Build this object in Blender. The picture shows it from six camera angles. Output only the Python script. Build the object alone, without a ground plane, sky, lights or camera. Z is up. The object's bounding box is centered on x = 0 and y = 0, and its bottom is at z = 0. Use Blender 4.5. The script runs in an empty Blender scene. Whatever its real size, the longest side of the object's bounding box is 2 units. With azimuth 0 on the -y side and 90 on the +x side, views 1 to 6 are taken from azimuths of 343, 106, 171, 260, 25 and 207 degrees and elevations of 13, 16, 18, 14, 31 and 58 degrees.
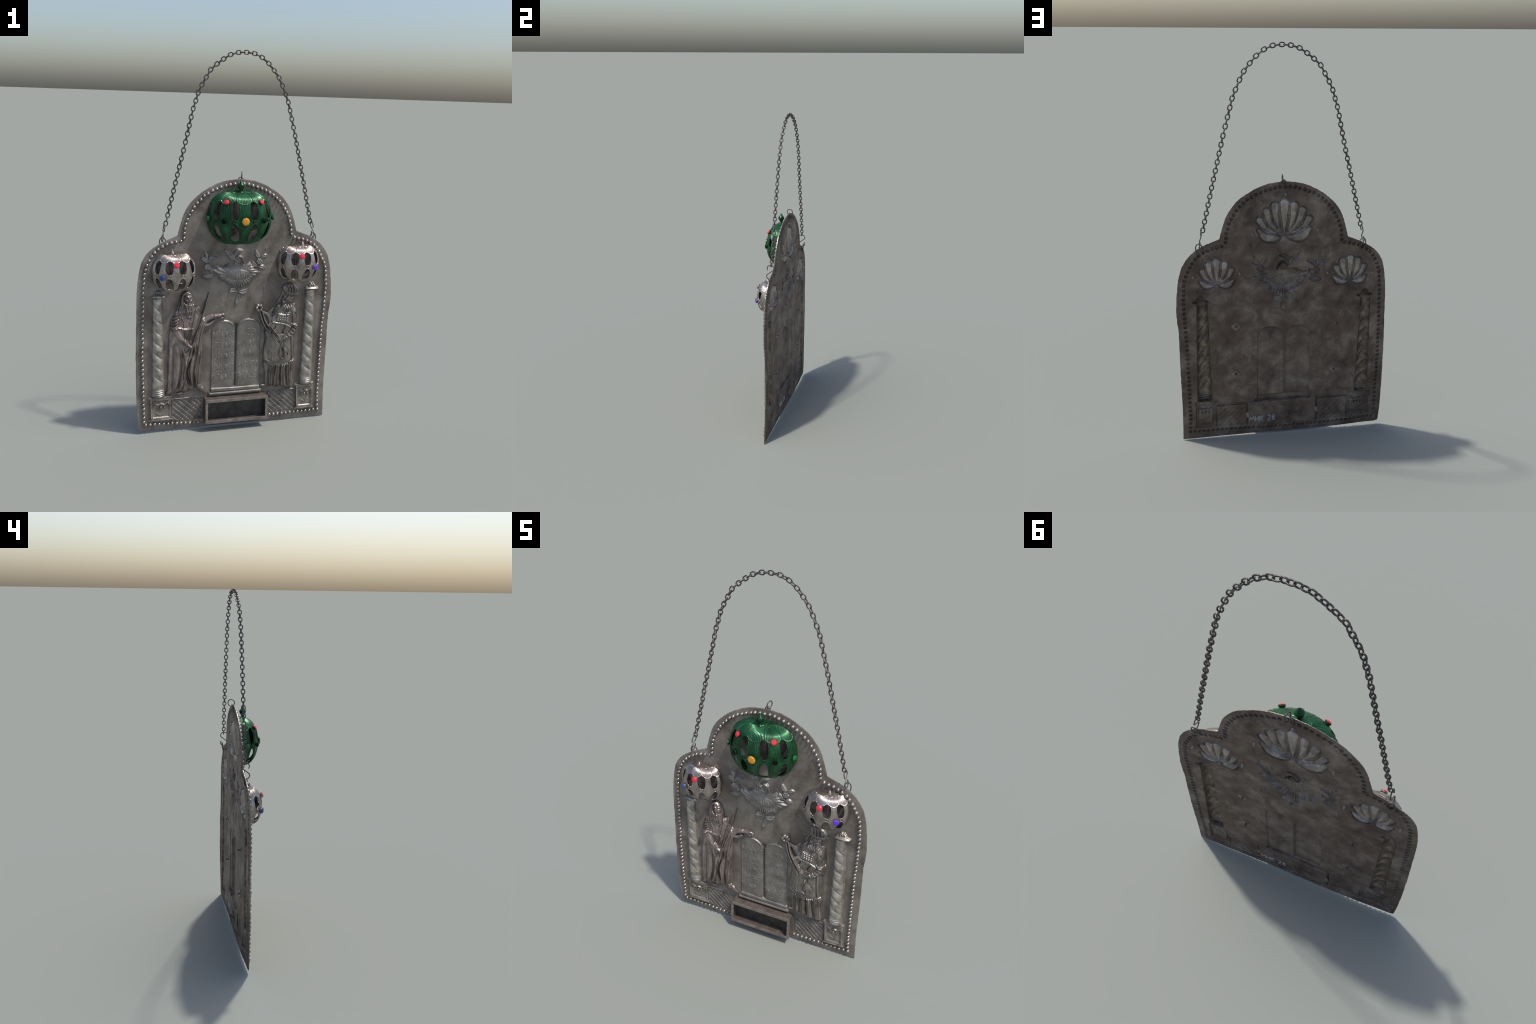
"""Silver ritual breastplate: embossed sheet with bead border, two relief figures,
columns, tablets, three openwork crowns with stones, tray, hooks and a hanging chain."""
import bpy, math, random
import numpy as np
from mathutils import Vector, Matrix

rng = np.random.default_rng(11)
random.seed(11)
SHEET = 0.005            # metal thickness
RES = 0.002              # grid step of the embossed sheet

# ------------------------------------------------------------------ scene helpers
root = bpy.data.objects.new("breastplate", None)
bpy.context.scene.collection.objects.link(root)
root["label"] = "old embossed silver breastplate with openwork crowns and hanging chain"
root["category"] = "ritual ornament"


def link(obj, parent=root):
    bpy.context.scene.collection.objects.link(obj)
    obj.parent = parent
    return obj


def mesh_from(name, verts, faces, smooth=True, angle=None):
    me = bpy.data.meshes.new(name)
    me.from_pydata([tuple(v) for v in verts], [], [tuple(f) for f in faces])
    me.validate()
    if smooth:
        me.polygons.foreach_set("use_smooth", np.ones(len(me.polygons), bool))
        if angle is not None:
            me.set_sharp_from_angle(angle=math.radians(angle))
    me.update()
    return me


def add(name, me, mat, parent=root, loc=None, rot=None, scale=None):
    ob = bpy.data.objects.new(name, me)
    if mat is not None and len(me.materials) == 0:
        me.materials.append(mat)
    link(ob, parent)
    M = Matrix.Identity(4)
    if rot is not None:
        M = rot.to_4x4() if hasattr(rot, "to_4x4") else rot
    if scale is not None:
        M = M @ Matrix.Diagonal((*scale, 1))
    if loc is not None:
        M = Matrix.Translation(loc) @ M
    ob.matrix_local = M
    return ob


def catmull(pts, per=8, closed=False):
    P = [np.array(p, float) for p in pts]
    n = len(P)
    out = []
    for i in range(n if closed else n - 1):
        if closed:
            a, b, c, d = P[i - 1], P[i], P[(i + 1) % n], P[(i + 2) % n]
        else:
            b, c = P[i], P[i + 1]
            a = P[i - 1] if i else 2 * b - c
            d = P[i + 2] if i + 2 < n else 2 * c - b
        for k in range(per):
            t = k / per
            out.append(0.5 * (2 * b + (c - a) * t + (2 * a - 5 * b + 4 * c - d) * t * t
                              + (3 * b - a - 3 * c + d) * t ** 3))
    if not closed:
        out.append(P[-1])
    return np.array(out)


def resample(pts, step):
    pts = np.asarray(pts, float)
    L = np.r_[0, np.cumsum(np.linalg.norm(np.diff(pts, axis=0), axis=1))]
    n = max(2, int(round(L[-1] / step)) + 1)
    s = np.linspace(0, L[-1], n)
    return np.stack([np.interp(s, L, pts[:, k]) for k in range(pts.shape[1])], 1)


def tube_data(pts, r, sides=8, closed=False, flat=1.0, flat_axis=None):
    """Round wire along a path; r may vary along it."""
    P = [Vector(p) for p in pts]
    n = len(P)
    R = [r] * n if np.isscalar(r) else list(r)
    vs, fs = [], []
    ref = None
    for i in range(n):
        if closed:
            t = (P[(i + 1) % n] - P[i - 1]).normalized()
        else:
            t = (P[min(i + 1, n - 1)] - P[max(i - 1, 0)]).normalized()
        if ref is None:
            ref = Vector((0, 1, 0)) if abs(t.y) < 0.9 else Vector((1, 0, 0))
        u = (ref - t * ref.dot(t)).normalized()
        w = t.cross(u)
        ref = u
        for k in range(sides):
            a = 2 * math.pi * k / sides
            o = u * math.cos(a) * flat + w * math.sin(a)
            vs.append(P[i] + o * R[i])
    m = n if closed else n - 1
    for i in range(m):
        for k in range(sides):
            a, b = i * sides + k, i * sides + (k + 1) % sides
            c, d = ((i + 1) % n) * sides + (k + 1) % sides, ((i + 1) % n) * sides + k
            fs.append((a, b, c, d))
    if not closed:
        fs.append(tuple(range(sides))[::-1])
        fs.append(tuple((n - 1) * sides + k for k in range(sides)))
    return vs, fs


def join_data(parts):
    V, F = [], []
    for v, f in parts:
        o = len(V)
        V += [tuple(p) for p in v]
        F += [tuple(i + o for i in q) for q in f]
    return V, F


def lathe_data(profile, n=24):
    vs, fs = [], []
    for r, z in profile:
        for k in range(n):
            a = 2 * math.pi * k / n
            vs.append((max(r, 1e-5) * math.cos(a), max(r, 1e-5) * math.sin(a), z))
    for i in range(len(profile) - 1):
        for k in range(n):
            fs.append((i * n + k, i * n + (k + 1) % n, (i + 1) * n + (k + 1) % n, (i + 1) * n + k))
    fs.append(tuple(range(n))[::-1])
    fs.append(tuple((len(profile) - 1) * n + k for k in range(n)))
    return vs, fs


def box_data(x0, x1, y0, y1, z0, z1):
    v = [(x, y, z) for z in (z0, z1) for y in (y0, y1) for x in (x0, x1)]
    f = [(0, 2, 3, 1), (4, 5, 7, 6), (0, 1, 5, 4), (2, 6, 7, 3), (0, 4, 6, 2), (1, 3, 7, 5)]
    return v, f


def value_noise(X, Z, scale, seed):
    g = np.random.default_rng(seed).random((64, 64))
    x, z = X * scale + 17.3, Z * scale + 5.1
    i, j = np.floor(x).astype(int), np.floor(z).astype(int)
    fx, fz = x - i, z - j
    fx, fz = fx * fx * (3 - 2 * fx), fz * fz * (3 - 2 * fz)
    a, b = g[i % 64, j % 64], g[(i + 1) % 64, j % 64]
    c, d = g[i % 64, (j + 1) % 64], g[(i + 1) % 64, (j + 1) % 64]
    return (a * (1 - fx) + b * fx) * (1 - fz) + (c * (1 - fx) + d * fx) * fz - 0.5


# ------------------------------------------------------------------ materials
def node_mat(name):
    m = bpy.data.materials.new(name)
    m.use_nodes = True
    nt = m.node_tree
    return m, nt, nt.nodes["Principled BSDF"]


def metal(name, dark, mid, light, metallic=0.40, rough=0.46, scale=9.0, grain=120.0,
          bump=0.05, spot=None, spot_amount=0.0, stretch=(1, 1, 1), seed=0.0, per_object=0.0, ramp=(.30, .72)):
    """Tarnished metal: three tones mixed by broad and fine noise, optional stain colour."""
    m, nt, b = node_mat(name)
    N, L = nt.nodes.new, nt.links.new
    tc = N("ShaderNodeTexCoord")
    mp = N("ShaderNodeMapping")
    mp.inputs["Location"].default_value = (seed, seed * 1.7, seed * 0.6)
    mp.inputs["Scale"].default_value = stretch
    L(tc.outputs["Object"], mp.inputs["Vector"])
    n1 = N("ShaderNodeTexNoise")
    n1.inputs["Scale"].default_value = scale
    n1.inputs["Detail"].default_value = 7
    n1.inputs["Roughness"].default_value = 0.62
    n1.inputs["Distortion"].default_value = 0.35
    L(mp.outputs[0], n1.inputs["Vector"])
    tones = N("ShaderNodeValToRGB")
    cr = tones.color_ramp
    cr.elements[0].position, cr.elements[0].color = ramp[0], (*dark, 1)
    cr.elements[1].position, cr.elements[1].color = ramp[1], (*light, 1)
    e = cr.elements.new(0.50)
    e.color = (*mid, 1)
    L(n1.outputs["Fac"], tones.inputs["Fac"])
    col = tones.outputs["Color"]
    n2 = N("ShaderNodeTexNoise")
    n2.inputs["Scale"].default_value = grain
    n2.inputs["Detail"].default_value = 4
    L(mp.outputs[0], n2.inputs["Vector"])
    g = N("ShaderNodeMapRange")
    g.inputs["From Min"].default_value, g.inputs["From Max"].default_value = 0.3, 0.7
    g.inputs["To Min"].default_value, g.inputs["To Max"].default_value = 0.87, 1.12
    L(n2.outputs["Fac"], g.inputs["Value"])
    mul = N("ShaderNodeVectorMath")
    mul.operation = "SCALE"
    L(col, mul.inputs[0])
    L(g.outputs["Result"], mul.inputs["Scale"])
    col = mul.outputs[0]
    if per_object:
        oi = N("ShaderNodeObjectInfo")
        r = N("ShaderNodeMapRange")
        r.inputs["To Min"].default_value, r.inputs["To Max"].default_value = 1 - per_object, 1 + per_object
        L(oi.outputs["Random"], r.inputs["Value"])
        mm = N("ShaderNodeVectorMath")
        mm.operation = "SCALE"
        L(col, mm.inputs[0])
        L(r.outputs["Result"], mm.inputs["Scale"])
        col = mm.outputs[0]
    if spot is not None:
        n3 = N("ShaderNodeTexNoise")
        n3.inputs["Scale"].default_value = scale * 0.55
        n3.inputs["Detail"].default_value = 5
        mp3 = N("ShaderNodeMapping")
        mp3.inputs["Location"].default_value = (3.1 + seed, 7.7, 1.3)
        L(tc.outputs["Object"], mp3.inputs["Vector"])
        L(mp3.outputs[0], n3.inputs["Vector"])
        r3 = N("ShaderNodeMapRange")
        r3.inputs["From Min"].default_value, r3.inputs["From Max"].default_value = 0.50, 0.68
        r3.inputs["To Max"].default_value = spot_amount
        L(n3.outputs["Fac"], r3.inputs["Value"])
        mx = N("ShaderNodeMix")
        mx.data_type = "RGBA"
        L(r3.outputs["Result"], mx.inputs["Factor"])
        L(col, mx.inputs["A"])
        mx.inputs["B"].default_value = (*spot, 1)
        col = mx.outputs["Result"]
    L(col, b.inputs["Base Color"])
    b.inputs["Metallic"].default_value = metallic
    rr = N("ShaderNodeMapRange")
    rr.inputs["From Min"].default_value, rr.inputs["From Max"].default_value = 0.3, 0.7
    rr.inputs["To Min"].default_value, rr.inputs["To Max"].default_value = rough + 0.1, rough - 0.08
    L(n1.outputs["Fac"], rr.inputs["Value"])
    L(rr.outputs["Result"], b.inputs["Roughness"])
    if bump:
        bp = N("ShaderNodeBump")
        bp.inputs["Strength"].default_value = bump
        bp.inputs["Distance"].default_value = 0.004
        L(n2.outputs["Fac"], bp.inputs["Height"])
        L(bp.outputs["Normal"], b.inputs["Normal"])
    return m


def stone(name, color, rough=0.25, spec=0.35):
    m, nt, b = node_mat(name)
    N, L = nt.nodes.new, nt.links.new
    tc = N("ShaderNodeTexCoord")
    n = N("ShaderNodeTexNoise")
    n.inputs["Scale"].default_value = 60
    L(tc.outputs["Object"], n.inputs["Vector"])
    r = N("ShaderNodeValToRGB")
    r.color_ramp.elements[0].position, r.color_ramp.elements[0].color = 0.3, (*[c * 0.85 for c in color], 1)
    r.color_ramp.elements[1].position, r.color_ramp.elements[1].color = 0.7, (*[min(1, c * 1.12) for c in color], 1)
    L(n.outputs["Fac"], r.inputs["Fac"])
    L(r.outputs["Color"], b.inputs["Base Color"])
    b.inputs["Roughness"].default_value = rough
    b.inputs["Specular IOR Level"].default_value = spec
    return m


SILVER = metal("silver_sheet", (.100, .083, .070), (.192, .168, .145), (.290, .263, .232), metallic=.3,
               spot=(.10, .078, .064), spot_amount=.55)
BACK = metal("tarnished_back", (.060, .040, .030), (.128, .093, .071), (.265, .215, .172), rough=.55, metallic=.25, ramp=(.32, .74),
             scale=11, grain=110, spot=(.105, .062, .042), spot_amount=.6, seed=4.0)
COLB = metal("column_hollow_silver", (.070, .051, .037), (.165, .127, .095), (.32, .262, .20), metallic=.5, rough=.4, scale=26, seed=1)  # lighter than the back sheet: cream highlights of the hollow columns tinted in
CARTB = metal("cartouche_hollow_silver", (.085, .066, .053), (.155, .125, .105), (.26, .225, .19), metallic=.5, rough=.42, scale=24, seed=3)
TABB = metal("tablet_hollow_silver", (.062, .043, .033), (.135, .100, .078), (.265, .215, .173), metallic=.25, rough=.55, scale=9, seed=5)
SHELLM = metal("shell_hollow_silver", (.12, .095, .08), (.27, .232, .20), (.46, .42, .375), metallic=.55, rough=.34, scale=14, seed=2)  # tone brightened to carry the highlights on the rear shell lobes
BEADM = metal("polished_bead", metallic=.85, dark=(.24, .21, .19), mid=(.37, .33, .30), light=(.50, .465, .43), rough=.30, scale=30, per_object=.18)
COLM = metal("column_silver", (.17, .15, .122), (.37, .342, .30), (.56, .53, .475), metallic=.65, rough=.36, scale=26, seed=1)
ROBEM = metal("warm_figure_silver", (.11, .085, .076), (.26, .217, .20), (.44, .39, .37), metallic=.7, rough=.34, scale=22,
              stretch=(1, 1, .45), seed=6)
PRIESTM = metal("grey_figure_silver", (.10, .085, .075), (.23, .205, .183), (.40, .37, .335), metallic=.7, rough=.36, scale=22,
                stretch=(1, 1, .45), seed=8)
CARTM = metal("cartouche_silver", (.12, .11, .10), (.21, .195, .178), (.33, .31, .285), rough=.38, scale=24, seed=3)
TABM = metal("tablet_silver", (.12, .112, .10), (.19, .178, .16), (.28, .265, .24), rough=.40, scale=12, seed=5)
LATM = metal("lattice_silver", (.10, .088, .078), (.165, .15, .138), (.24, .22, .205), rough=.45, scale=25, seed=9)
PEDM = metal("pedestal_silver", (.12, .104, .086), (.23, .206, .176), (.36, .33, .288), metallic=.5, rough=.4, scale=26, seed=2)
BOXM = metal("tray_brown_silver", (.085, .066, .055), (.14, .112, .095), (.21, .175, .15), rough=.42, scale=18, seed=7)
LIPM = metal("tray_lip_silver", (.12, .10, .085), (.20, .175, .15), (.29, .26, .23), rough=.38, scale=22)
BOXIN = metal("tray_inside", (.035, .033, .032), (.06, .056, .054), (.10, .094, .09), rough=.5, scale=14)
CHAINM = metal("chain_iron", (.045, .036, .032), (.085, .070, .063), (.15, .13, .12), rough=.36, scale=40, per_object=.2)
CROWNM = metal("crown_silver", metallic=.85, dark=(.17, .142, .128), mid=(.35, .305, .28), light=(.52, .475, .445), rough=.27, scale=22, seed=12,
               stretch=(1, 1, .5))
CAPM = metal("crown_cap_tarnish", (.06, .050, .044), (.105, .086, .074), (.25, .175, .115), rough=.45, scale=14)
GREENM = metal("green_enamel", (.004, .024, .010), (.011, .070, .025), (.032, .16, .066), metallic=.5, rough=.28,
               scale=17, stretch=(1, 1, .35), seed=3, bump=.08)
WHITEP = stone("white_paint", (.50, .50, .55), .7)
BLACKP = stone("black_ink", (.02, .018, .016), .6)
VIOLETP = stone("violet_ink", (.085, .055, .10), .7)
LETM = metal("letter_edge_silver", (.16, .15, .135), (.23, .215, .195), (.31, .295, .27), rough=.38, scale=40)
STONES = {"red": stone("red_glass", (.80, .020, .045)), "amber": stone("amber_glass", (.62, .27, .025)),
          "violet": stone("violet_glass", (.115, .030, .76)), "blue": stone("blue_glass", (.022, .075, .30)),
          "green": stone("green_glass", (.008, .14, .035)), "black": stone("dark_green_glass", (.002, .008, .006), .3, .08)}


# ------------------------------------------------------------------ relief engine
def rest_y(x, z):
    """Mid surface of the slightly bent sheet."""
    x, z = np.asarray(x, float), np.asarray(z, float)
    bell = np.exp(-((z - .33) / .30) ** 2)
    push = .013 * np.exp(-(((x - .25) / .085) ** 2 + ((z - .40) / .13) ** 2))      # sheet pushed forward behind the priest
    return (.0575 + .010 * (np.clip(x, 0, None) / .53) ** 3 * (.15 + 1.0 * bell)
            - .007 * (np.clip(-x, 0, None) / .53) ** 5 - push + .003 * np.clip((z - 1.0) / .2, 0, 1))


def front_y(x, z):
    return float(rest_y(x, z)) - SHEET / 2


class Relief:
    """Height map over the plate (toward the viewer) painted with shapes, with region ids."""

    def __init__(self, x0, x1, z0, z1, res, floor=0.0):
        self.nx, self.nz = int(round((x1 - x0) / res)) + 1, int(round((z1 - z0) / res)) + 1
        self.x0, self.z0, self.res = x0, z0, res
        self.X, self.Z = np.meshgrid(x0 + res * np.arange(self.nx), z0 + res * np.arange(self.nz))
        self.H = np.full(self.X.shape, float(floor))
        self.R = np.zeros(self.X.shape, int)

    def win(self, pts, pad):
        p = np.asarray(pts, float)
        a = np.clip(((p.min(0) - pad - (self.x0, self.z0)) / self.res).astype(int), 0, None)
        b = ((p.max(0) + pad - (self.x0, self.z0)) / self.res).astype(int) + 2
        return np.s_[a[1]:b[1], a[0]:b[0]]

    @staticmethod
    def path_field(pts, X, Z):
        P = np.asarray(pts, float)
        seg = np.linalg.norm(np.diff(P, axis=0), axis=1)
        L = np.r_[0, np.cumsum(seg)]
        best = np.full(X.shape, 1e9)
        T = np.zeros(X.shape)
        S = np.ones(X.shape)
        for i in range(len(P) - 1):
            d = P[i + 1] - P[i]
            k = np.clip(((X - P[i][0]) * d[0] + (Z - P[i][1]) * d[1]) / max(d @ d, 1e-12), 0, 1)
            ex, ez = X - P[i][0] - k * d[0], Z - P[i][1] - k * d[1]
            dist = np.hypot(ex, ez)
            m = dist < best
            best[m] = dist[m]
            T[m] = ((L[i] + k * seg[i]) / L[-1])[m]
            S[m] = np.sign(d[0] * ez - d[1] * ex)[m]
        return best, T, S

    @staticmethod
    def poly_sd(pts, X, Z):
        P = np.asarray(pts, float)
        d = np.full(X.shape, 1e9)
        ins = np.zeros(X.shape, bool)
        for i in range(len(P)):
            a, b = P[i - 1], P[i]
            e = b - a
            k = np.clip(((X - a[0]) * e[0] + (Z - a[1]) * e[1]) / max(e @ e, 1e-14), 0, 1)
            d = np.minimum(d, np.hypot(X - a[0] - k * e[0], Z - a[1] - k * e[1]))
            c = ((a[1] > Z) != (b[1] > Z))
            if a[1] != b[1]:
                ins ^= c & (X < (b[0] - a[0]) * (Z - a[1]) / (b[1] - a[1]) + a[0])
        return np.where(ins, -d, d)

    def put(self, w, h, inside, region, mode):
        H, R = self.H[w], self.R[w]
        if mode == "max":
            m = inside & (h > H)
        else:
            m = inside
        if mode == "add":
            H[m] = (np.maximum(H, 0) if region is not None else H)[m] + h[m]
        else:
            H[m] = h[m]
        if region is not None:
            R[m] = region

    def polygon(self, pts, h, bevel, region=None, mode="max", per=0, base=0.0, pillow=False):
        if per:
            pts = catmull(pts, per, True)
        w = self.win(pts, .004)
        sd = self.poly_sd(pts, self.X[w], self.Z[w])
        t = np.clip(-sd / bevel, 0, 1)
        p = np.sqrt(1 - (1 - t) ** 2) if pillow else t * t * (3 - 2 * t)
        hh = h(self.X[w], self.Z[w]) if callable(h) else h
        self.put(w, base + hh * p, sd < 0, region, mode)

    def tube(self, pts, r, h, region=None, mode="max", base=0.0, per=6, power=.5, edge=None):
        """Half round roll; r and h may be (start, ..., end) lists along the path."""
        if per and len(pts) > 2:
            pts = catmull(pts, per)
        rl = np.atleast_1d(r)
        hl = np.atleast_1d(h)
        w = self.win(pts, rl.max() + .002)
        d, t, s = self.path_field(pts, self.X[w], self.Z[w])
        rr = np.interp(t, np.linspace(0, 1, len(rl)), rl)
        hh = np.interp(t, np.linspace(0, 1, len(hl)), hl)
        u = d / np.maximum(rr, 1e-5)
        self.put(w, base + hh * np.clip(1 - u * u, 0, 1) ** power, u < 1, region, mode)
        if edge is not None:
            edge[w] = np.minimum(edge[w], np.abs(d - rr))

    def ellipse(self, c, rx, rz, h, region=None, mode="max", base=0.0, rot=0.0, power=.5):
        w = self.win([(c[0] - max(rx, rz), c[1] - max(rx, rz)), (c[0] + max(rx, rz), c[1] + max(rx, rz))], .002)
        a = math.radians(rot)
        dx, dz = self.X[w] - c[0], self.Z[w] - c[1]
        u, v = dx * math.cos(a) + dz * math.sin(a), -dx * math.sin(a) + dz * math.cos(a)
        q = (u / rx) ** 2 + (v / rz) ** 2
        self.put(w, base + h * np.clip(1 - q, 0, 1) ** power, q < 1, region, mode)

    def crease(self, pts, width, amp, only=None, per=6, fade=True):
        """Add a rounded ridge (amp > 0) or groove (amp < 0) on what is already there."""
        if per and len(pts) > 2:
            pts = catmull(pts, per)
        w = self.win(pts, width * 3)
        d, t, s = self.path_field(pts, self.X[w], self.Z[w])
        f = np.clip(np.sin(np.pi * np.clip(t * .92 + .04, 0, 1)) * 3, 0, 1) if fade else 1.0
        g = 1.2 * amp * np.exp(-(d / width) ** 2) * f
        m = np.ones(d.shape, bool) if only is None else np.isin(self.R[w], only)
        self.H[w][m] += g[m]

    def leaf(self, a, b, width, h, region, base=0.0, bend=0.0):
        a, b = np.array(a), np.array(b)
        n = np.array([-(b - a)[1], (b - a)[0]])
        mid = (a + b) / 2 + n * bend
        pts = catmull([a, mid, b], 6)
        w = self.win(pts, width + .002)
        d, t, s = self.path_field(pts, self.X[w], self.Z[w])
        rr = width * np.sin(np.pi * np.clip(t, .02, .98)) ** .75
        u = d / rr
        prof = h * (np.clip(1 - u * u, 0, 1) ** .5) * (.55 + .45 * np.clip(u * 2.2, 0, 1))
        self.put(w, base + prof, u < 1, region, "max")

    def blur(self, n=1, mask=None):
        for _ in range(n):
            P = np.pad(self.H, 1, mode="edge")
            B = (P[:-2, 1:-1] + P[2:, 1:-1] + P[1:-1, :-2] + P[1:-1, 2:] + 4 * self.H) / 8
            self.H = B if mask is None else np.where(mask, B, self.H)


def build_surface(X, Y, Z, cells, region, names, mats, flip, parent_of=None):
    """Split one smooth grid surface into named region meshes that share border positions/normals."""
    gy_z, gy_x = np.gradient(Y)
    gx_z, gx_x = np.gradient(X)
    gz_z, gz_x = np.gradient(Z)
    nrm = np.cross(np.stack([gx_x, gy_x, gz_x], -1), np.stack([gx_z, gy_z, gz_z], -1))
    nrm /= np.maximum(np.linalg.norm(nrm, axis=-1, keepdims=True), 1e-12)
    if flip:
        nrm = -nrm
    nz, nx = X.shape
    idx = np.arange(nz * nx).reshape(nz, nx)
    co = np.stack([X, Y, Z], -1).reshape(-1, 3)
    nf = nrm.reshape(-1, 3)
    q = np.stack([idx[:-1, :-1], idx[:-1, 1:], idx[1:, 1:], idx[1:, :-1]], -1)
    if flip:
        q = q[..., ::-1]
    made = {}
    for rid in np.unique(region[cells]):
        f = q[cells & (region == rid)]
        used, inv = np.unique(f, return_inverse=True)
        f = inv.reshape(-1, 4)
        name = names[rid]
        me = bpy.data.meshes.new(name)
        me.vertices.add(len(used))
        me.vertices.foreach_set("co", co[used].ravel())
        me.loops.add(f.size)
        me.loops.foreach_set("vertex_index", f.ravel().astype(np.int32))
        me.polygons.add(len(f))
        me.polygons.foreach_set("loop_start", np.arange(0, f.size, 4, dtype=np.int32))
        me.polygons.foreach_set("use_smooth", np.ones(len(f), bool))
        me.update(calc_edges=True)
        me.validate()
        me.normals_split_custom_set_from_vertices(nf[used].tolist())
        me.materials.append(mats[rid])
        ob = bpy.data.objects.new(name, me)
        made[rid] = ob
    return made


# ------------------------------------------------------------------ outline and bead line
LEFT = [(-.527, .030), (-.533, .12), (-.537, .30), (-.537, .50), (-.534, .70), (-.530, .80), (-.520, .88),
        (-.509, .932), (-.487, .973), (-.455, 1.006), (-.416, 1.031), (-.370, 1.053), (-.322, 1.073)]
DOME = [(-.322, 1.073), (-.312, 1.114), (-.299, 1.160), (-.277, 1.211), (-.241, 1.257), (-.190, 1.299),
        (-.128, 1.334), (-.070, 1.352), (0, 1.360), (.070, 1.352), (.126, 1.335), (.180, 1.306),
        (.225, 1.274), (.262, 1.230), (.285, 1.190), (.301, 1.145), (.317, 1.085)]
RIGHT = [(.317, 1.085), (.355, 1.069), (.397, 1.053), (.437, 1.029), (.470, .999), (.499, .957), (.519, .900),
         (.529, .840), (.536, .770), (.538, .700), (.530, .600), (.529, .450), (.527, .300), (.525, .160), (.528, .001)]
BOTTOM = [(.528, .001), (.169, .004), (-.026, .006), (-.260, .007), (-.437, .016), (-.505, .015), (-.522, .019), (-.527, .030)]
OUTLINE = np.vstack([catmull(LEFT)[:-1], catmull(DOME)[:-1], catmull(RIGHT)[:-1], np.array(BOTTOM)[:-1]])
_w = np.random.default_rng(5)
OUTLINE = OUTLINE + _w.normal(0, .0006, OUTLINE.shape)

BEAD_PATH = catmull([(-.497, .067), (-.498, .141), (-.502, .259), (-.504, .450), (-.503, .638), (-.500, .780),
                     (-.497, .830), (-.492, .881), (-.477, .928), (-.453, .973), (-.417, 1.007), (-.372, 1.029),
                     (-.323, 1.041), (-.303, 1.044), (-.290, 1.059), (-.287, 1.106), (-.273, 1.153), (-.238, 1.217),
                     (-.188, 1.273), (-.123, 1.309), (-.053, 1.330), (0, 1.334), (.046, 1.331), (.093, 1.318),
                     (.141, 1.298), (.180, 1.275), (.217, 1.242), (.249, 1.200), (.270, 1.156), (.284, 1.107),
                     (.290, 1.061), (.307, 1.047), (.356, 1.038), (.404, 1.015), (.440, .983), (.466, .941),
                     (.486, .895), (.496, .850), (.500, .776), (.498, .668), (.490, .496), (.488, .315),
                     (.486, .143), (.488, .068)], 8)
BEADS = list(resample(BEAD_PATH, .0245)) + list(resample(np.array([(.490, .043), (.30, .040), (.0, .034),
                                                                    (-.25, .036), (-.487, .050)]), .0238))
BEADS = [(x + random.gauss(0, .0007), z + random.gauss(0, .0007)) for x, z in BEADS]

# ------------------------------------------------------------------ embossed sheet
S = Relief(-.550, .550, -.010, 1.374, RES)
names, mats_f, mats_b = {0: "plate"}, {0: SILVER}, {0: BACK}


def region(name, front, back=None):
    k = len(names)
    names[k], mats_f[k], mats_b[k] = name, front, back or {"column": COLB, "capital": COLB, "cartouche": CARTB, "leaf": CARTB, "tablet": TABB}.get(name, BACK)
    return k


# low dents of hand-beaten metal
S.H += .0030 * value_noise(S.X, S.Z, 7, 1) + .0014 * value_noise(S.X, S.Z, 19, 2)
FLOOR = S.H.copy()


EDGE = np.full(S.X.shape, 1.0)          # distance to the outline of the nearest shell lobe


def scallop_shell(cx, zc, half, height, lobes, depth):
    """Fan of raised tapering lobes curling out of two volutes at the foot."""
    rid = region("scallop_shell", SHELLM, SHELLM)
    foot = np.array([cx, zc])
    k = len(lobes)
    for side in (-1, 1):
        for ang, ln, wd in lobes:
            if side < 0 and ang == 0:
                continue
            a = math.radians(ang) * side
            tip = foot + np.array([math.sin(a) * ln * half, math.cos(a) * ln * height])
            bend = np.array([-math.cos(a), math.sin(a)]) * side * .10 * half * (ang / 60.0)
            st = foot + np.array([side * .10 * half * (ang > 0), 0])
            S.tube([st, (st + tip) / 2 - bend * 1.1, tip - (tip - foot) * wd * half / np.linalg.norm(tip - foot)],
                   [.004, wd * half * .66, wd * half * .96], [depth * .45, depth * .85, depth], rid, "set", per=8, edge=EDGE)
        S.tube([foot + (side * .10 * half, -.02 * half), foot + (side * .22 * half, -.10 * half), foot + (side * .52 * half, -.08 * half),
                foot + (side * .80 * half, .16 * half)], [.04 * half, .13 * half, .17 * half, .07 * half],
               [depth * .6, depth, depth, depth * .7], rid, "set", per=8, edge=EDGE)
        S.ellipse(foot + (side * .125 * half, 0), .085 * half, .085 * half, .005, rid)
    return rid


SHELL_LOBES = [(0, 1.0, .175), (21, .97, .15), (41, .98, .145), (62, 1.0, .13)]
scallop_shell(-.001, 1.095, .158, .185, SHELL_LOBES, -.0030)
SMALL_LOBES = [(0, 1.0, .22), (27, .99, .20), (54, 1.0, .17)]
scallop_shell(-.340, .845, .104, .133, SMALL_LOBES, -.0025)
scallop_shell(.334, .855, .104, .133, SMALL_LOBES, -.0025)

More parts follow.
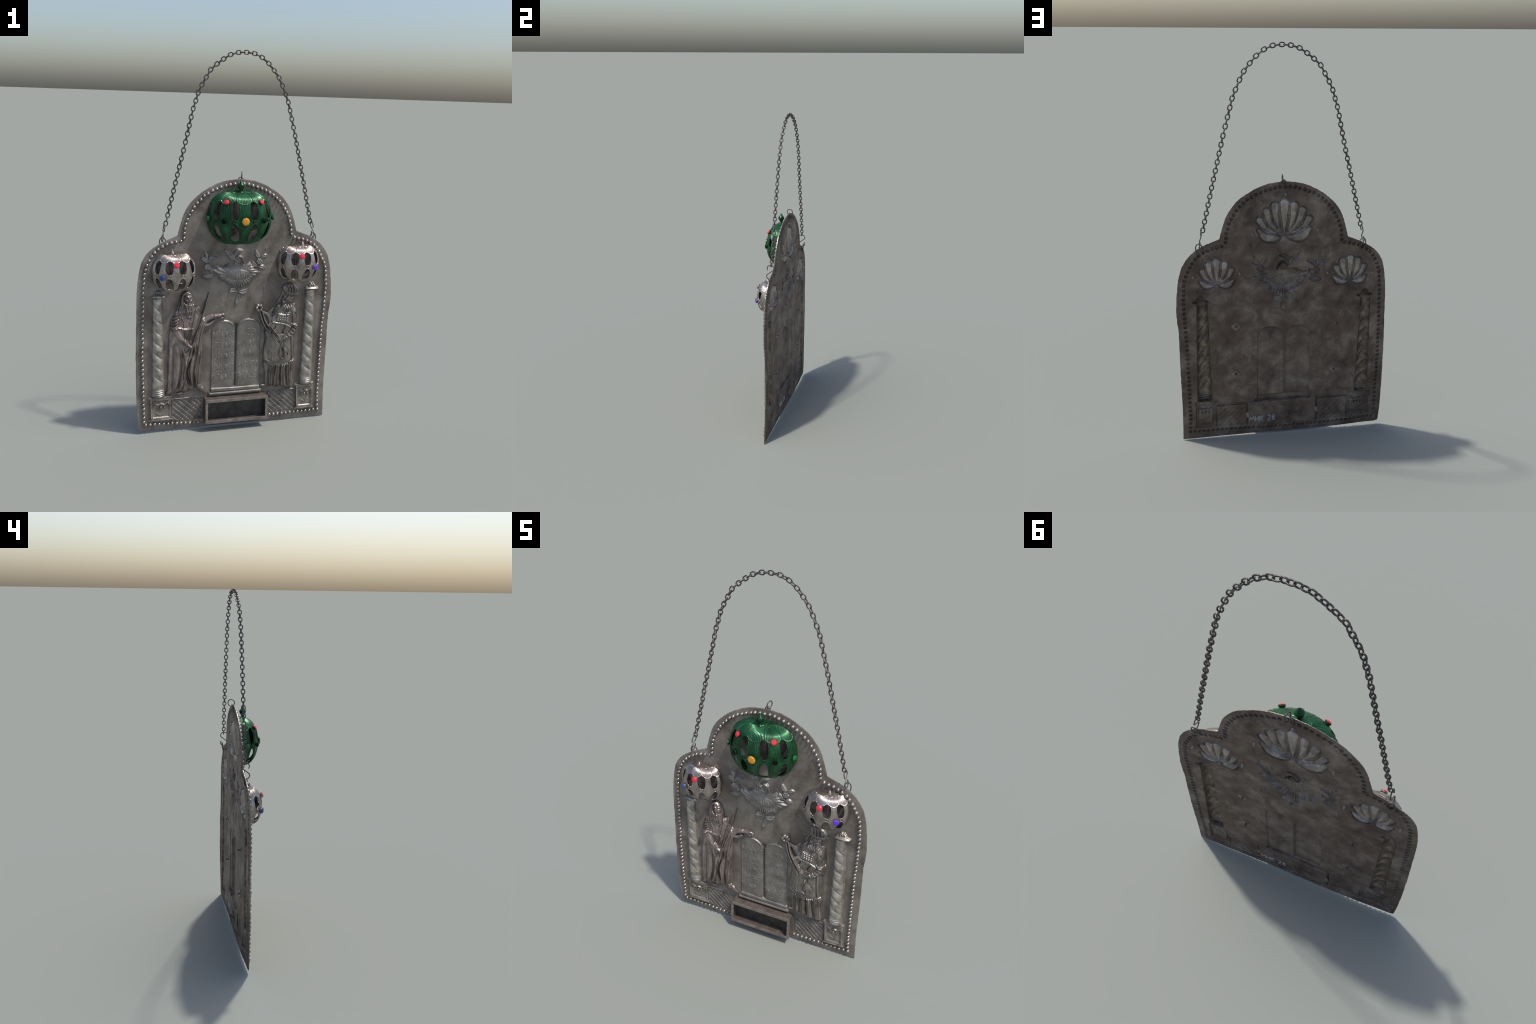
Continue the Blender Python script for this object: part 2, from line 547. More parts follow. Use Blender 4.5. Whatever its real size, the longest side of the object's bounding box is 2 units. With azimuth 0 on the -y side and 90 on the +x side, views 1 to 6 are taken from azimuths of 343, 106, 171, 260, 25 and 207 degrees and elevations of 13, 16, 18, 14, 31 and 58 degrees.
# --- columns with twisted shafts
def column(xt, xb, rt, rb, zt, zb, cap_x, high):
    rid = region("column", COLM)
    w = S.win([(min(xt, xb) - rb, zb), (max(xt, xb) + rb, zt)], .004)
    X, Z = S.X[w], S.Z[w]
    t = np.clip((zt - Z) / (zt - zb), 0, 1)
    c, r = xt + (xb - xt) * t, rt + (rb - rt) * t
    u = (X - c) / r
    ph = (Z + .75 * r * np.arcsin(np.clip(u, -1, 1))) / .0635 + .15
    saw = ph - np.floor(ph)
    twist = .0115 * (np.sqrt(np.clip(1 - (2 * saw - 1) ** 2, 0, 1)) - .6)
    fade = np.clip((Z - zb - .045) / .02, 0, 1) * np.clip((zt - .012 - Z) / .015, 0, 1)
    ringed = .0030 * np.cos((Z - zb) / .0115 * 2 * np.pi) * (Z < zb + .04)
    h = (high + .004 * t) * np.sqrt(np.clip(1 - u * u, 0, 1)) + (twist * fade + ringed) * (1 - u * u)
    S.put(w, h + .001, (np.abs(u) < 1) & (Z > zb) & (Z < zt), rid, "max")
    cid = region("capital", COLM)
    S.ellipse((cap_x, zt + .009), .041, .0115, .022, cid, power=.35)
    S.tube([(cap_x - .036, zt + .010), (cap_x + .036, zt + .008)], .0040, .004, None, "add", per=0)
    for k in range(5):
        S.ellipse((cap_x + (k - 2) * .006, zt + .026 + .008 * (k % 2)), .0065, .0075, .016, cid)


column(-.4265, -.4205, .0260, .0350, .748, .209, -.421, .021)
column(.4100, .4090, .0270, .0380, .755, .212, .4185, .025)


def pedestal(x0, x1, z0, z1, lean):
    rid = region("pedestal", PEDM)
    S.polygon([(x0 - .006, z1), (x1 + .005, z1), (x1, z1 - .016), (x1 - .002 + lean, z0 + .012), (x1 + .006 + lean, z0),
               (x0 - .006 + lean, z0), (x0 + .002 + lean, z0 + .012), (x0, z1 - .016)], .011, .004, rid)
    xm = (x0 + x1) / 2 + lean / 2
    S.polygon([(x0 + .014, z1 - .022), (x1 - .014, z1 - .022), (x1 - .014 + lean, z0 + .020), (x0 + .014 + lean, z0 + .020)],
              -.006, .004, None, "add")
    # swag with tassels
    zs = z1 - .042
    S.tube([(xm - .040, zs + .012), (xm - .018, zs - .004), (xm, zs + .002), (xm + .018, zs - .004), (xm + .040, zs + .012)],
           [.004, .0065, .004, .0065, .004], .015, rid, per=6)
    for dx, dz in ((-.040, -.002), (.040, -.002), (-.016, -.022), (.018, -.022)):
        S.ellipse((xm + dx, zs + dz), .0055, .010, .014, rid)
    S.ellipse((xm, zs - .020), .009, .009, .016, rid)
    S.tube([(xm - .022, zs - .052), (xm, zs - .066), (xm + .022, zs - .052)], .003, .008, rid)


pedestal(-.468, -.349, .066, .206, .003)
pedestal(.351, .457, .059, .211, .004)


def lattice(x0, x1, z0, z1):
    fr = region("panel_frame", LATM)
    S.polygon([(x0, z0), (x1, z0), (x1, z1), (x0, z1)], .006, .003, fr)
    rid = region("lattice_panel", LATM)
    w = S.win([(x0 + .007, z0 + .004), (x1 - .007, z1 - .007)], 0)
    X, Z = S.X[w], S.Z[w]
    p = (X * .68 + Z * .73) / .0215
    q = (X * .73 - Z * .68) / .0150
    saw = p - np.floor(p)
    notch = np.abs((q + .5 * np.floor(p)) % 1 - .5) < .2
    h = .0006 + .0030 * saw - .0016 * notch * (saw < .32) + .0004 * np.sin(q * 12)
    S.put(w, h, np.ones(X.shape, bool), rid, "set")


lattice(-.349, -.176, .052, .186)
lattice(.186, .353, .056, .184)

# --- tablets with stepped plinth
def tablet(xc, hw, top, base, slope):
    rid = region("tablet", TABM)
    r = hw
    arch = [(xc + r * math.cos(a), top - .058 + .058 * math.sin(a)) for a in np.linspace(0, math.pi, 17)]
    pts = [(xc + hw, base)] + arch + [(xc - hw, base)]
    S.polygon(pts, lambda X, Z: .0075 + slope * (X - xc) / hw, .006, rid)
    inner = [(xc + (x - xc) * .90, base + (z - base) * .982) for x, z in pts]
    S.polygon(inner, -.0022, .004, None, "add")


tablet(-.0710, .0670, .610, .222, .0025)
tablet(.0670, .0690, .612, .222, -.0015)
S.crease([(-.003, .575), (-.001, .40), (.001, .225)], .009, -.008, fade=False)
ST = region("plinth_step", TABM)
S.polygon([(-.139, .204), (.141, .201), (.139, .226), (-.138, .229)], .012, .005, ST)
S.polygon([(-.151, .186), (.152, .186), (.150, .206), (-.150, .206)], .017, .005, ST)

# --- ruffled cartouche
CART = [(-.129, .881), (-.106, .903), (-.071, .914), (-.035, .922), (.029, .921), (.060, .921), (.085, .905),
        (.118, .872), (.104, .851), (.082, .832), (.068, .808), (.032, .790), (-.009, .776), (-.036, .798),
        (-.066, .814), (-.085, .830), (-.110, .850)]
CA = region("cartouche", CARTM)
cart = catmull(CART, 6, True)
w = S.win(cart, .004)
X, Z = S.X[w], S.Z[w]
cx, cz = -.006, .860
th = np.arctan2(Z - cz, X - cx)
pe = np.hypot((X - cx) / .064, (Z - cz) / .027)
ang_path = np.unwrap(np.arctan2(cart[:, 1] - cz, cart[:, 0] - cx))
order = np.argsort(np.mod(ang_path, 2 * np.pi))
rad = np.hypot(cart[:, 0] - cx, cart[:, 1] - cz)
Rm = np.interp(np.mod(th, 2 * np.pi), np.mod(ang_path, 2 * np.pi)[order], rad[order], period=2 * np.pi)
rho = np.hypot(X - cx, Z - cz) / Rm
wob = 34 * th + 1.5 * np.sin(3 * th) + 5.0 * rho
edge = 1 + .045 * np.cos(wob) + .05 * np.cos(11 * th)
q = rho / edge
flare = np.clip((pe - 1) / 1.2, 0, 1)
h = .019 - .006 * flare + .0046 * np.sin(wob) * flare
h = h - .0022 * np.exp(-((pe - 1.05) / .10) ** 2)
h = np.where(pe < 1, (.019 + .004 * (1 - pe ** 2)) + .0012 * np.sin(X * 480 + Z * 60) * (pe < .75), h)
h = h * np.clip((1 - q) / .16, 0, 1) ** .6
S.put(w, h, q < 1, CA, "max")


def sprig_leaf(a, b, wd, bend=0.0):
    S.leaf(a, b, wd * 1.15, .012, region("leaf", CARTM), bend=bend)


for a, b, wd, bd in [((.119, .943), (.093, .983), .010, .12), ((.121, .943), (.160, .956), .010, .12),
                     ((.120, .950), (.154, .996), .0045, -.08), ((.108, .895), (.077, .925), .010, .1),
                     ((.110, .895), (.150, .882), .0105, .12),
                     ((-.164, .924), (-.202, .954), .012, -.08), ((-.164, .924), (-.117, .955), .011, .18),
                     ((-.169, .938), (-.186, .991), .006, -.14), ((-.146, .872), (-.125, .911), .010, .18),
                     ((-.129, .863), (-.192, .855), .012, .08),
                     ((-.001, .763), (-.048, .764), .014, -.20), ((.004, .765), (.052, .776), .015, -.20),
                     ((.006, .752), (-.009, .693), .012, .05),
                     ((-.030, .934), (-.077, .993), .015, -.10)]:
    sprig_leaf(a, b, wd, bd)
CU = region("curl", CARTM)
S.tube([(.021, .988), (-.005, .984), (-.024, .965), (-.027, .946), (-.014, .934)], [.004, .012, .011, .007, .004], .014, CU)
S.tube([(-.010, .944), (.003, .957), (.021, .945), (.031, .922), (.022, .896)], [.004, .007, .007, .006, .003], .016, CU)
FL = region("blossom", CARTM)
for fx, fz in ((.115, .924), (-.166, .903)):
    for k in range(6):
        a = k * math.pi / 3
        S.ellipse((fx + .0115 * math.cos(a), fz + .0115 * math.sin(a)), .0085, .0085, .012, FL)
    S.ellipse((fx, fz), .006, .006, .014, FL)
S.crease([(.148, .787), (.147, .755), (.146, .738)], .0018, .003)       # scratch above the priest

lobe = np.isin(S.R, [k for k, v in names.items() if v == "scallop_shell"])
S.H += .0120 * np.where(lobe, np.exp(-(EDGE / .0048) ** 1.3), np.clip(1 - EDGE / .0035, 0, 1))
HF, HB = S.H.copy(), S.H.copy()
B2 = (HB[:-2, 1:-1] + HB[2:, 1:-1] + HB[1:-1, :-2] + HB[1:-1, 2:] + 2 * HB[1:-1, 1:-1]) / 6
HB[1:-1, 1:-1] = B2
# back of the lattice is only prick marks and the back of the tray opening is a flush flap
for rid_, nm_ in names.items():
    if nm_ == "lattice_panel":
        HB[S.R == rid_] = .002 + .35 * (HB[S.R == rid_] - .002)
for gx_ in (-.181, .191):
    w = S.win([(gx_, .045), (gx_, .186)], .006)
    HB[w] += .004 * np.exp(-((S.X[w] - gx_) / .0022) ** 2)
w = S.win([(-.345, .189), (.345, .189)], .006)
HB[w] += .004 * np.exp(-((S.Z[w] - .189) / .0024) ** 2)
flap = (S.X > -.178) & (S.X < .188) & (S.Z > .050) & (S.Z < .184)
HB[flap] = -.0015
# grooves cut along raised-part borders on the back to draw dark shading lines
firm = np.isin(S.R, [k for k, v in names.items() if v in ("tablet", "column", "pedestal", "plinth_step", "capital", "panel_frame")])
shade_groove = np.zeros(S.R.shape, bool)
for dz_, dx_ in ((0, 1), (1, 0), (0, -1), (-1, 0)):
    shade_groove |= firm & (np.roll(S.R, (dz_, dx_), (0, 1)) != S.R)
HB[shade_groove] += .0034
# hollows behind the beads
for bx, bz in BEADS:
    w = S.win([(bx, bz)], .016)
    d = np.hypot(S.X[w] - bx, S.Z[w] - bz)
    ring = .0011 * np.exp(-((d - .0112) / .0022) ** 2)
    HB[w] += .0090 * np.clip((.0092 - d) / .0034, 0, 1) - ring
    HF[w] += .0090 * np.sqrt(np.clip(1 - (d / .0088) ** 2, 0, 1))

sd = np.full(S.X.shape, 1.0)
near = Relief.poly_sd(OUTLINE, S.X, S.Z)
cen = (near[:-1, :-1] + near[1:, :-1] + near[:-1, 1:] + near[1:, 1:]) / 4
cells = cen < 0
kept = np.zeros(S.X.shape, int)
for dz in (0, 1):
    for dx in (0, 1):
        kept[dz:dz + cells.shape[0], dx:dx + cells.shape[1]] += cells
border = (kept > 0) & (kept < 4)
gz, gx = np.gradient(near, RES)
X, Z = S.X.copy(), S.Z.copy()
gl = np.maximum(np.hypot(gx, gz), .3)
X[border] -= (near * gx / gl ** 2)[border]
Z[border] -= (near * gz / gl ** 2)[border]
rim_in = np.clip(-near / .006, 0, 1)
mid = rest_y(X, Z)
thick = SHEET * (.35 + .65 * np.sqrt(1 - (1 - rim_in) ** 2))
YF = mid - thick / 2 - HF
YB = mid + thick / 2 - HB
YB = np.maximum(YB, YF + .0016)
RC = S.R[:-1, :-1]
RC = np.where((S.R[1:, 1:] == S.R[:-1, :-1]), RC, np.maximum(S.R[:-1, :-1], S.R[1:, 1:]))
front = build_surface(X, YF, Z, cells, RC, names, mats_f, False)
back = build_surface(X, YB, Z, cells, RC, names, mats_b, True)
for rid, ob in front.items():
    link(ob)
for rid, ob in back.items():
    ob.name = "plate_back" if rid == 0 else names[rid] + "_hollow"
    link(ob, front[rid])
plate = front[0]

# rim that closes the sheet
vid = np.arange(X.size).reshape(X.shape)
pc = np.pad(cells, 1)
edges = []
nzc, nxc = cells.shape
for j, i in zip(*np.nonzero(cells)):
    if not pc[j, i + 1]:
        edges.append((vid[j, i], vid[j, i + 1]))
    if not pc[j + 2, i + 1]:
        edges.append((vid[j + 1, i + 1], vid[j + 1, i]))
    if not pc[j + 1, i]:
        edges.append((vid[j + 1, i], vid[j, i]))
    if not pc[j + 1, i + 2]:
        edges.append((vid[j, i + 1], vid[j + 1, i + 1]))
ids = sorted({k for e in edges for k in e})
loc = {k: n for n, k in enumerate(ids)}
fx, fz, ff, fb = X.ravel(), Z.ravel(), YF.ravel(), YB.ravel()
vs = [(fx[k], ff[k], fz[k]) for k in ids] + [(fx[k], fb[k], fz[k]) for k in ids]
n = len(ids)
fs = [(loc[b], loc[a], loc[a] + n, loc[b] + n) for a, b in edges]
add("plate_rim", mesh_from("plate_rim", vs, fs), SHELLM)  # paler silver puts the sunlit glint of the edge into its colour

# ------------------------------------------------------------------ beads
prof = [(.0100, -.001), (.0099, .0015), (.0092, .0050), (.0075, .0082), (.0045, .0104), (.0, .0112)]
bv, bf = lathe_data([(r, z) for r, z in prof], 14)
bead_me = mesh_from("bead", bv, [q for q in bf if len(q) == 4 or min(q) > 20], True)   # open shell
bead_me.materials.append(BEADM)
TO_FRONT = Matrix.Rotation(math.radians(90), 4, "X")       # local +z -> world -y
TO_BACK = Matrix.Rotation(math.radians(-90), 4, "X")
for bx, bz in BEADS:
    if abs(bx - .0) < .19 and bz < .06:
        continue
    s = random.uniform(.92, 1.06)
    add("bead", bead_me, None, root, (bx, front_y(bx, bz) - float(FLOOR[S.win([(bx, bz)], 0)][0, 0]) - .0010, bz), TO_FRONT,
        (s, s, s * random.uniform(.95, 1.15)))

# ------------------------------------------------------------------ knurled pedestal borders
def knurl(pts, step, r, h):
    parts = []
    P = resample(np.array(pts), step)
    for (x, z), (x2, z2) in zip(P[:-1], P[1:]):
        y = front_y(x, z) - h
        v, f = lathe_data([(r, 0), (r * .8, r * .6), (0, r * .8)], 6)
        parts.append(([(x + a, y - c, z + b) for a, b, c in v], [q[::-1] for q in f]))
    return parts


for x0, x1, z0, z1, lean in ((-.468, -.349, .066, .206, .003), (.351, .457, .059, .211, .004)):
    P = knurl([(x0 - .004, z1 - .006), (x1 + .004, z1 - .006)], .0068, .0042, .010)
    P += knurl([(x0 - .002 + lean, z0 + .006), (x1 + .006 + lean, z0 + .006)], .0068, .0042, .010)
    P += knurl([(x0 + .006, z1 - .014), (x0 + .007 + lean, z0 + .012)], .0066, .0036, .010)
    P += knurl([(x1 - .006, z1 - .014), (x1 - .007 + lean, z0 + .012)], .0066, .0036, .010)
    ob = add("knurled_border", mesh_from("knurled_border", *join_data(P)), PEDM)
    ob["kind"] = "stuff"

# ------------------------------------------------------------------ letters
GLYPH = {
    "alef": [[(0, 1), (.8, 0)], [(.78, 1), (.72, .62), (.5, .45)], [(.08, 0), (.06, .3), (.3, .6)]],
    "lamed": [[(.1, 1.35), (.1, .95), (.68, .95), (.66, .6), (.3, 0)]],
    "tav": [[(.02, .95), (.7, .95), (.72, 0)], [(.2, .95), (.2, .1), (0, .04)]],
    "he": [[(0, .95), (.7, .95), (.7, 0)], [(.14, .6), (.14, 0)]],
    "yod": [[(.2, .95), (.45, .95), (.40, .6)]],
    "nun": [[(.1, .95), (.42, .95), (.42, 0), (0, 0)]],
    "kaf": [[(0, .95), (.52, .95), (.64, .5), (.52, 0), (0, 0)]],
    "shin": [[(0, .95), (.1, 0), (.66, .08), (.8, .95)], [(.4, .95), (.32, .2)]],
    "dalet": [[(0, .95), (.7, .95)], [(.6, .95), (.6, 0)]],
    "bet": [[(0, .95), (.6, .95), (.6, 0)], [(0, 0), (.75, 0)]],
    "vav": [[(.2, .95), (.4, .95), (.4, 0)]],
    "zayin": [[(.1, .95), (.5, .95)], [(.3, .95), (.32, 0)]],
    "resh": [[(0, .95), (.5, .95), (.64, .8), (.64, 0)]],
    "tsadi": [[(0, 0), (.6, 0), (.1, .95)], [(.65, .95), (.42, .5)]],
    "het": [[(.05, 0), (.05, .95), (.7, .95), (.7, 0)]],
    "gimel": [[(.2, .95), (.5, .95), (.5, .25), (.62, 0)], [(.5, .25), (.1, 0)]],
    "ayin": [[(.1, .95), (.2, .5), (.5, .2)], [(.7, .95), (.5, .2), (0, -.1)]],
    "mem": [[(0, .95), (.2, .4), (.1, 0)], [(.15, .8), (.5, .95), (.65, .5), (.62, 0), (.35, 0)]],
    "pe": [[(.6, 0), (.0, 0)], [(.6, 0), (.62, .95), (.1, .95), (.1, .5), (.35, .5)]],
    "M": [[(0, 0), (.1, 1), (.4, .35), (.7, 1), (.8, 0)]], "H": [[(0, 0), (.05, 1)], [(.6, 0), (.62, 1)], [(.05, .5), (.6, .52)]],
    "K": [[(0, 0), (.05, 1)], [(.6, 1), (.05, .45), (.65, 0)]],
    "2": [[(0, .8), (.15, 1), (.4, 1), (.5, .75), (.3, .4), (0, 0), (.55, .02)]],
    "8": [[(.3, .5), (.05, .75), (.28, 1), (.5, .78), (.3, .5), (.02, .25), (.28, 0), (.55, .25), (.3, .5)]],
    "i": [[(0, .6), (.1, 0), (.2, .1)], [(.02, .9), (.05, .95)]],
    "n": [[(0, .55), (.05, 0)], [(.05, .35), (.3, .6), (.38, 0)]],
    "g": [[(.5, .5), (.2, .6), (.02, .3), (.2, .02), (.45, .3), (.5, .55), (.42, -.4), (.1, -.6), (-.05, -.4)]],
    "m": [[(0, .55), (.05, 0)], [(.05, .3), (.25, .55), (.3, 0)], [(.3, .3), (.5, .55), (.58, 0)]],
}


def write(glyphs, x_start, z, size, mat, name, depth_y, direction=1, radius=.0016, gap=.95, mirror=1, slant=0.0, relief=None):
    """Strokes of each letter as flattened wires lying on the metal; direction -1 writes right to left."""
    x = x_start
    for g in glyphs:
        if g == " ":
            x += direction * size * .55
            continue
        strokes = GLYPH[g]
        wdt = max(max(p[0] for p in s) for s in strokes) * size
        x_left = x if direction > 0 else x - wdt
        parts = []
        for s in strokes:
            pts = []
            ss = catmull(s, 3) if len(s) > 3 else np.array(s)
            for a, b in ss:
                px = x_left + a * size
                pz = z + b * size
                wx = mirror * px
                pts.append((wx, depth_y(wx, pz + slant * px), pz + slant * px))
            parts.append(tube_data(pts, radius, 6, flat=.55))
        add(name, mesh_from(name, *join_data(parts)), mat)
        x += direction * (wdt + size * gap * .25)


def surf_y(x, z):
    i = int(round((x - S.x0) / RES)); j = int(round((z - S.z0) / RES))
    return float(YF[j, i]) - .0002


def surf_back(x, z):
    i = int(round((x - S.x0) / RES)); j = int(round((z - S.z0) / RES))
    return float(YB[j, i]) + .0002


RIGHT_TAB = [["alef", "nun", "kaf", "yod"], ["lamed", "alef", " ", "yod", "he"], ["lamed", "alef", " ", "tav", "shin"],
             ["zayin", "kaf", "vav", "resh", "alef"], ["kaf", "bet", "dalet", "alef", "tav"]]
LEFT_TAB = [["lamed", "alef", "tav", "resh", "tsadi"], ["lamed", "alef", "tav", "nun", "pe"], ["lamed", "alef", "tav", "gimel", "nun"],
            ["lamed", "alef", "tav", "ayin", "nun"], ["lamed", "alef", "tav", "het", "mem"]]
for k in range(5):
    zz = .518 - k * .0610
    write(RIGHT_TAB[k], .126, zz, .034, LETM, "letter", surf_y, -1, .0015, gap=.35)
    write(LEFT_TAB[k], -.010, zz - .004, .032, LETM, "letter", surf_y, -1, .0015, gap=.25)

# painted and scratched marks on the back (seen from behind, so mirrored in x)
write(["M", "H", "K", " ", "2", "8"], -.178, .076, .030, WHITEP, "painted_mark", surf_back, 1, .0015, gap=.75, mirror=-1, slant=.02)
write(["i", "n", "g", "i", "m", "g"], -.012, .106, .032, BLACKP, "scratched_mark", surf_back, 1, .0011, gap=.9, mirror=-1, slant=-.03)
write(["n", "m", "i", "n", "m"], -.045, .074, .022, VIOLETP, "stamped_mark", surf_back, 1, .0010, gap=.6, mirror=-1)

# ------------------------------------------------------------------ figures in applied relief
def figure_from(F, names, mats, body_id):
    mask = F.R > 0
    F.blur(1, mask)
    cells = mask[:-1, :-1] & mask[1:, :-1] & mask[:-1, 1:] & mask[1:, 1:]
    H = F.H.copy()
    inner = mask.copy()
    inner[1:-1, 1:-1] &= mask[:-2, 1:-1] & mask[2:, 1:-1] & mask[1:-1, :-2] & mask[1:-1, 2:]
    H[mask & ~inner] = -.002
    Y = rest_y(F.X, F.Z) - SHEET / 2 - H
    RC = F.R[:-1, :-1].copy()
    RC = np.where(cells, np.maximum(RC, 1), 0)
    obs = build_surface(F.X, Y, F.Z, cells, RC, names, mats, False)
    link(obs[body_id])
    for k, o in obs.items():
        if k != body_id:
            link(o, obs[body_id])
    return obs


# bearded man in a hooded robe, arm stretched over the tablets
F = Relief(-.40, -.03, .185, .80, .00125, -1)
N1 = {1: "robe", 2: "hood", 3: "face", 4: "beard", 5: "arm", 6: "hand", 7: "staff", 8: "foot", 9: "mantle", 10: "outstretched_arm", 11: "belt"}
M1 = {k: ROBEM for k in N1}
F.polygon([(-.282, .690), (-.223, .690), (-.204, .660), (-.172, .631), (-.170, .586), (-.181, .545), (-.184, .459), (-.189, .374),
           (-.188, .255), (-.206, .222), (-.245, .224), (-.273, .219), (-.314, .223), (-.381, .210), (-.373, .259), (-.371, .388), (-.369, .473),
           (-.368, .532), (-.358, .590), (-.340, .651), (-.322, .690)], .019, .034, 1, per=3, pillow=True)
F.tube([(-.208, .252), (-.186, .230), (-.166, .208)], [.012, .017, .011], [.010, .018, .012], 8, "add")
F.ellipse((-.303, .212), .022, .009, .010, 8)
F.polygon([(-.306, .748), (-.295, .774), (-.273, .783), (-.248, .771), (-.232, .728), (-.226, .690), (-.225, .665), (-.300, .650), (-.338, .640), (-.322, .696)],
          .022, .018, 2, per=3, pillow=True)
# opening of the hood, face, beard
F.polygon([(-.292, .757), (-.266, .772), (-.240, .757), (-.234, .725), (-.246, .708), (-.280, .708), (-.295, .725)], -.007, .008, None, "add", per=3)
F.ellipse((-.263, .738), .024, .033, .013, 3, "add")
F.tube([(-.263, .748), (-.262, .738), (-.262, .728)], [.003, .0042, .0055], [.005, .008, .009], 3, "add")
for a in (-.274, -.251):
    F.ellipse((a, .7455), .0065, .0042, -.0065, None, "add")
    F.tube([(a - .008, .7515), (a, .7545), (a + .008, .7515)], .0030, .005, 3, "add")
    F.ellipse((a, .7285), .0065, .006, .004, 3, "add")
F.crease([(-.290, .762), (-.266, .774), (-.242, .760)], .004, .004, [2, 3])
F.polygon([(-.290, .722), (-.277, .714), (-.263, .720), (-.249, .714), (-.234, .720), (-.230, .676), (-.240, .650), (-.262, .634), (-.281, .658)], .012, .014, 4, "add", per=3, pillow=True)
F.tube([(-.280, .713), (-.263, .7215), (-.246, .713)], .0038, .004, 4, "add")
F.crease([(-.271, .7105), (-.263, .7125), (-.255, .7105)], .0022, -.004, [4])
for k in range(8):
    x = -.286 + k * .0072
    F.crease([(x, .702 + .004 * (k % 2)), (x + .003 * (-1) ** k, .684), (-.262 + (x + .262) * .75 - .003 * (-1) ** k, .664), (-.262 + (x + .262) * .45, .645)], .0023, -.0026, [4])
F.crease([(-.263, .780), (-.291, .772), (-.301, .752), (-.303, .719), (-.298, .690), (-.314, .668)], .0042, .007, [2])
F.crease([(-.310, .735), (-.313, .705), (-.326, .665)], .003, -.006, [2])
F.crease([(-.232, .700), (-.222, .672), (-.205, .650)], .004, .006, [1, 2])
# chest folds, belt and pleats
F.crease([(-.290, .660), (-.275, .640), (-.262, .630)], .003, -.005, [1, 2]); F.crease([(-.283, .650), (-.270, .625), (-.255, .612)], .0035, .004, [1, 2])
F.crease([(-.300, .640), (-.290, .615), (-.288, .585)], .003, .005, [1, 2]); F.crease([(-.255, .640), (-.258, .615), (-.262, .585)], .003, -.004, [1, 2])
F.tube([(-.297, .576), (-.272, .573), (-.246, .577)], .0058, .006, 11, "add", power=.35)
for k in range(6):
    x = -.288 + k * .0075
    F.crease([(x, .568), (x + .003, .540), (x + .006, .512)], .0016, -.0045, [1])
# mantle falling from the far shoulder
F.tube([(-.213, .680), (-.230, .607), (-.241, .557), (-.252, .500)], [.016, .013, .011, .006], [.007, .009, .009, .006], 9, "add", power=.4)
F.tube([(-.184, .620), (-.215, .551), (-.239, .476), (-.251, .430), (-.274, .341)], [.008, .008, .008, .007, .003], [.007, .009, .010, .009, .004], 9, "add", power=.4)
F.tube([(-.176, .600), (-.192, .545), (-.206, .470), (-.212, .430)], [.008, .008, .006, .003], [.006, .008, .007, .004], 9, "add", power=.4)
for pts, wd, amp in [([(-.235, .476), (-.242, .421), (-.272, .341), (-.261, .288), (-.246, .252)], .0055, -.012),
                     ([(-.240, .421), (-.252, .357), (-.242, .258)], .0048, .010), ([(-.189, .460), (-.202, .353), (-.211, .249)], .0055, .010),
                     ([(-.296, .476), (-.279, .402), (-.282, .316), (-.306, .243)], .0065, .010), ([(-.361, .472), (-.366, .344), (-.374, .237)], .005, .005),
                     ([(-.218, .483), (-.221, .419), (-.233, .334), (-.225, .236)], .0045, -.010), ([(-.324, .469), (-.319, .362), (-.335, .237)], .010, .006),
                     ([(-.345, .480), (-.345, .350), (-.352, .240)], .004, -.005), ([(-.300, .440), (-.302, .330), (-.322, .240)], .0045, -.008),
                     ([(-.205, .440), (-.216, .340), (-.222, .250)], .003, .005), ([(-.193, .380), (-.196, .300), (-.197, .245)], .0035, -.006),
                     ([(-.290, .300), (-.288, .260), (-.296, .230)], .003, -.005), ([(-.205, .590), (-.222, .545), (-.235, .500)], .003, -.007),
                     ([(-.265, .420), (-.285, .330), (-.272, .250)], .003, .005)]:
    F.crease(pts, wd, amp, [1, 9])
# near arm with wide sleeve, fist on the staff
F.tube([(-.322, .664), (-.338, .625), (-.340, .588)], [.017, .020, .020], [.008, .011, .011], 5, "add", power=.4)
for k in range(4):
    z = .648 - k * .016
    F.crease([(-.352, z - .008), (-.336, z), (-.316, z + .006)], .0026, -.007, [5])
F.crease([(-.361, .586), (-.330, .585), (-.300, .581)], .003, .007, [1, 5])
F.tube([(-.334, .572), (-.311, .537), (-.286, .507)], [.017, .016, .012], [.010, .014, .014], 5, "add", power=.4)
F.tube([(-.284, .506), (-.270, .492)], .012, .013, 5, "max", base=.020, power=.4)
F.crease([(-.296, .522), (-.285, .506), (-.276, .490)], .002, .005, [5], fade=False)
F.tube([(-.268, .490), (-.252, .477)], [.009, .011], .014, 6, "max", base=.021)
# far arm
F.tube([(-.187, .606), (-.155, .628), (-.124, .637)], [.020, .017, .014], [.020, .020, .018], 10)
F.tube([(-.176, .586), (-.150, .592), (-.126, .610)], [.010, .012, .008], [.012, .014, .012], 10)
F.crease([(-.124, .650), (-.128, .626), (-.119, .604)], .0025, .006, [10], fade=False)
F.crease([(-.168, .610), (-.150, .612), (-.134, .622)], .003, -.007, [10]); F.crease([(-.180, .618), (-.160, .632), (-.140, .640)], .0025, -.004, [10])
F.tube([(-.118, .637), (-.090, .640), (-.076, .644), (-.060, .637)], [.011, .010, .008, .005], [.017, .019, .017, .012], 6)
F.tube([(-.097, .631), (-.076, .626)], [.006, .004], .014, 6)
F.tube([(-.080, .640), (-.062, .629)], .004, .013, 6)
F.tube([(-.155, .766), (-.186, .657), (-.247, .477), (-.291, .420)], .0040, [.010, .033, .038, .030], 7, per=0, power=.3)
figure_from(F, N1, M1, 1)

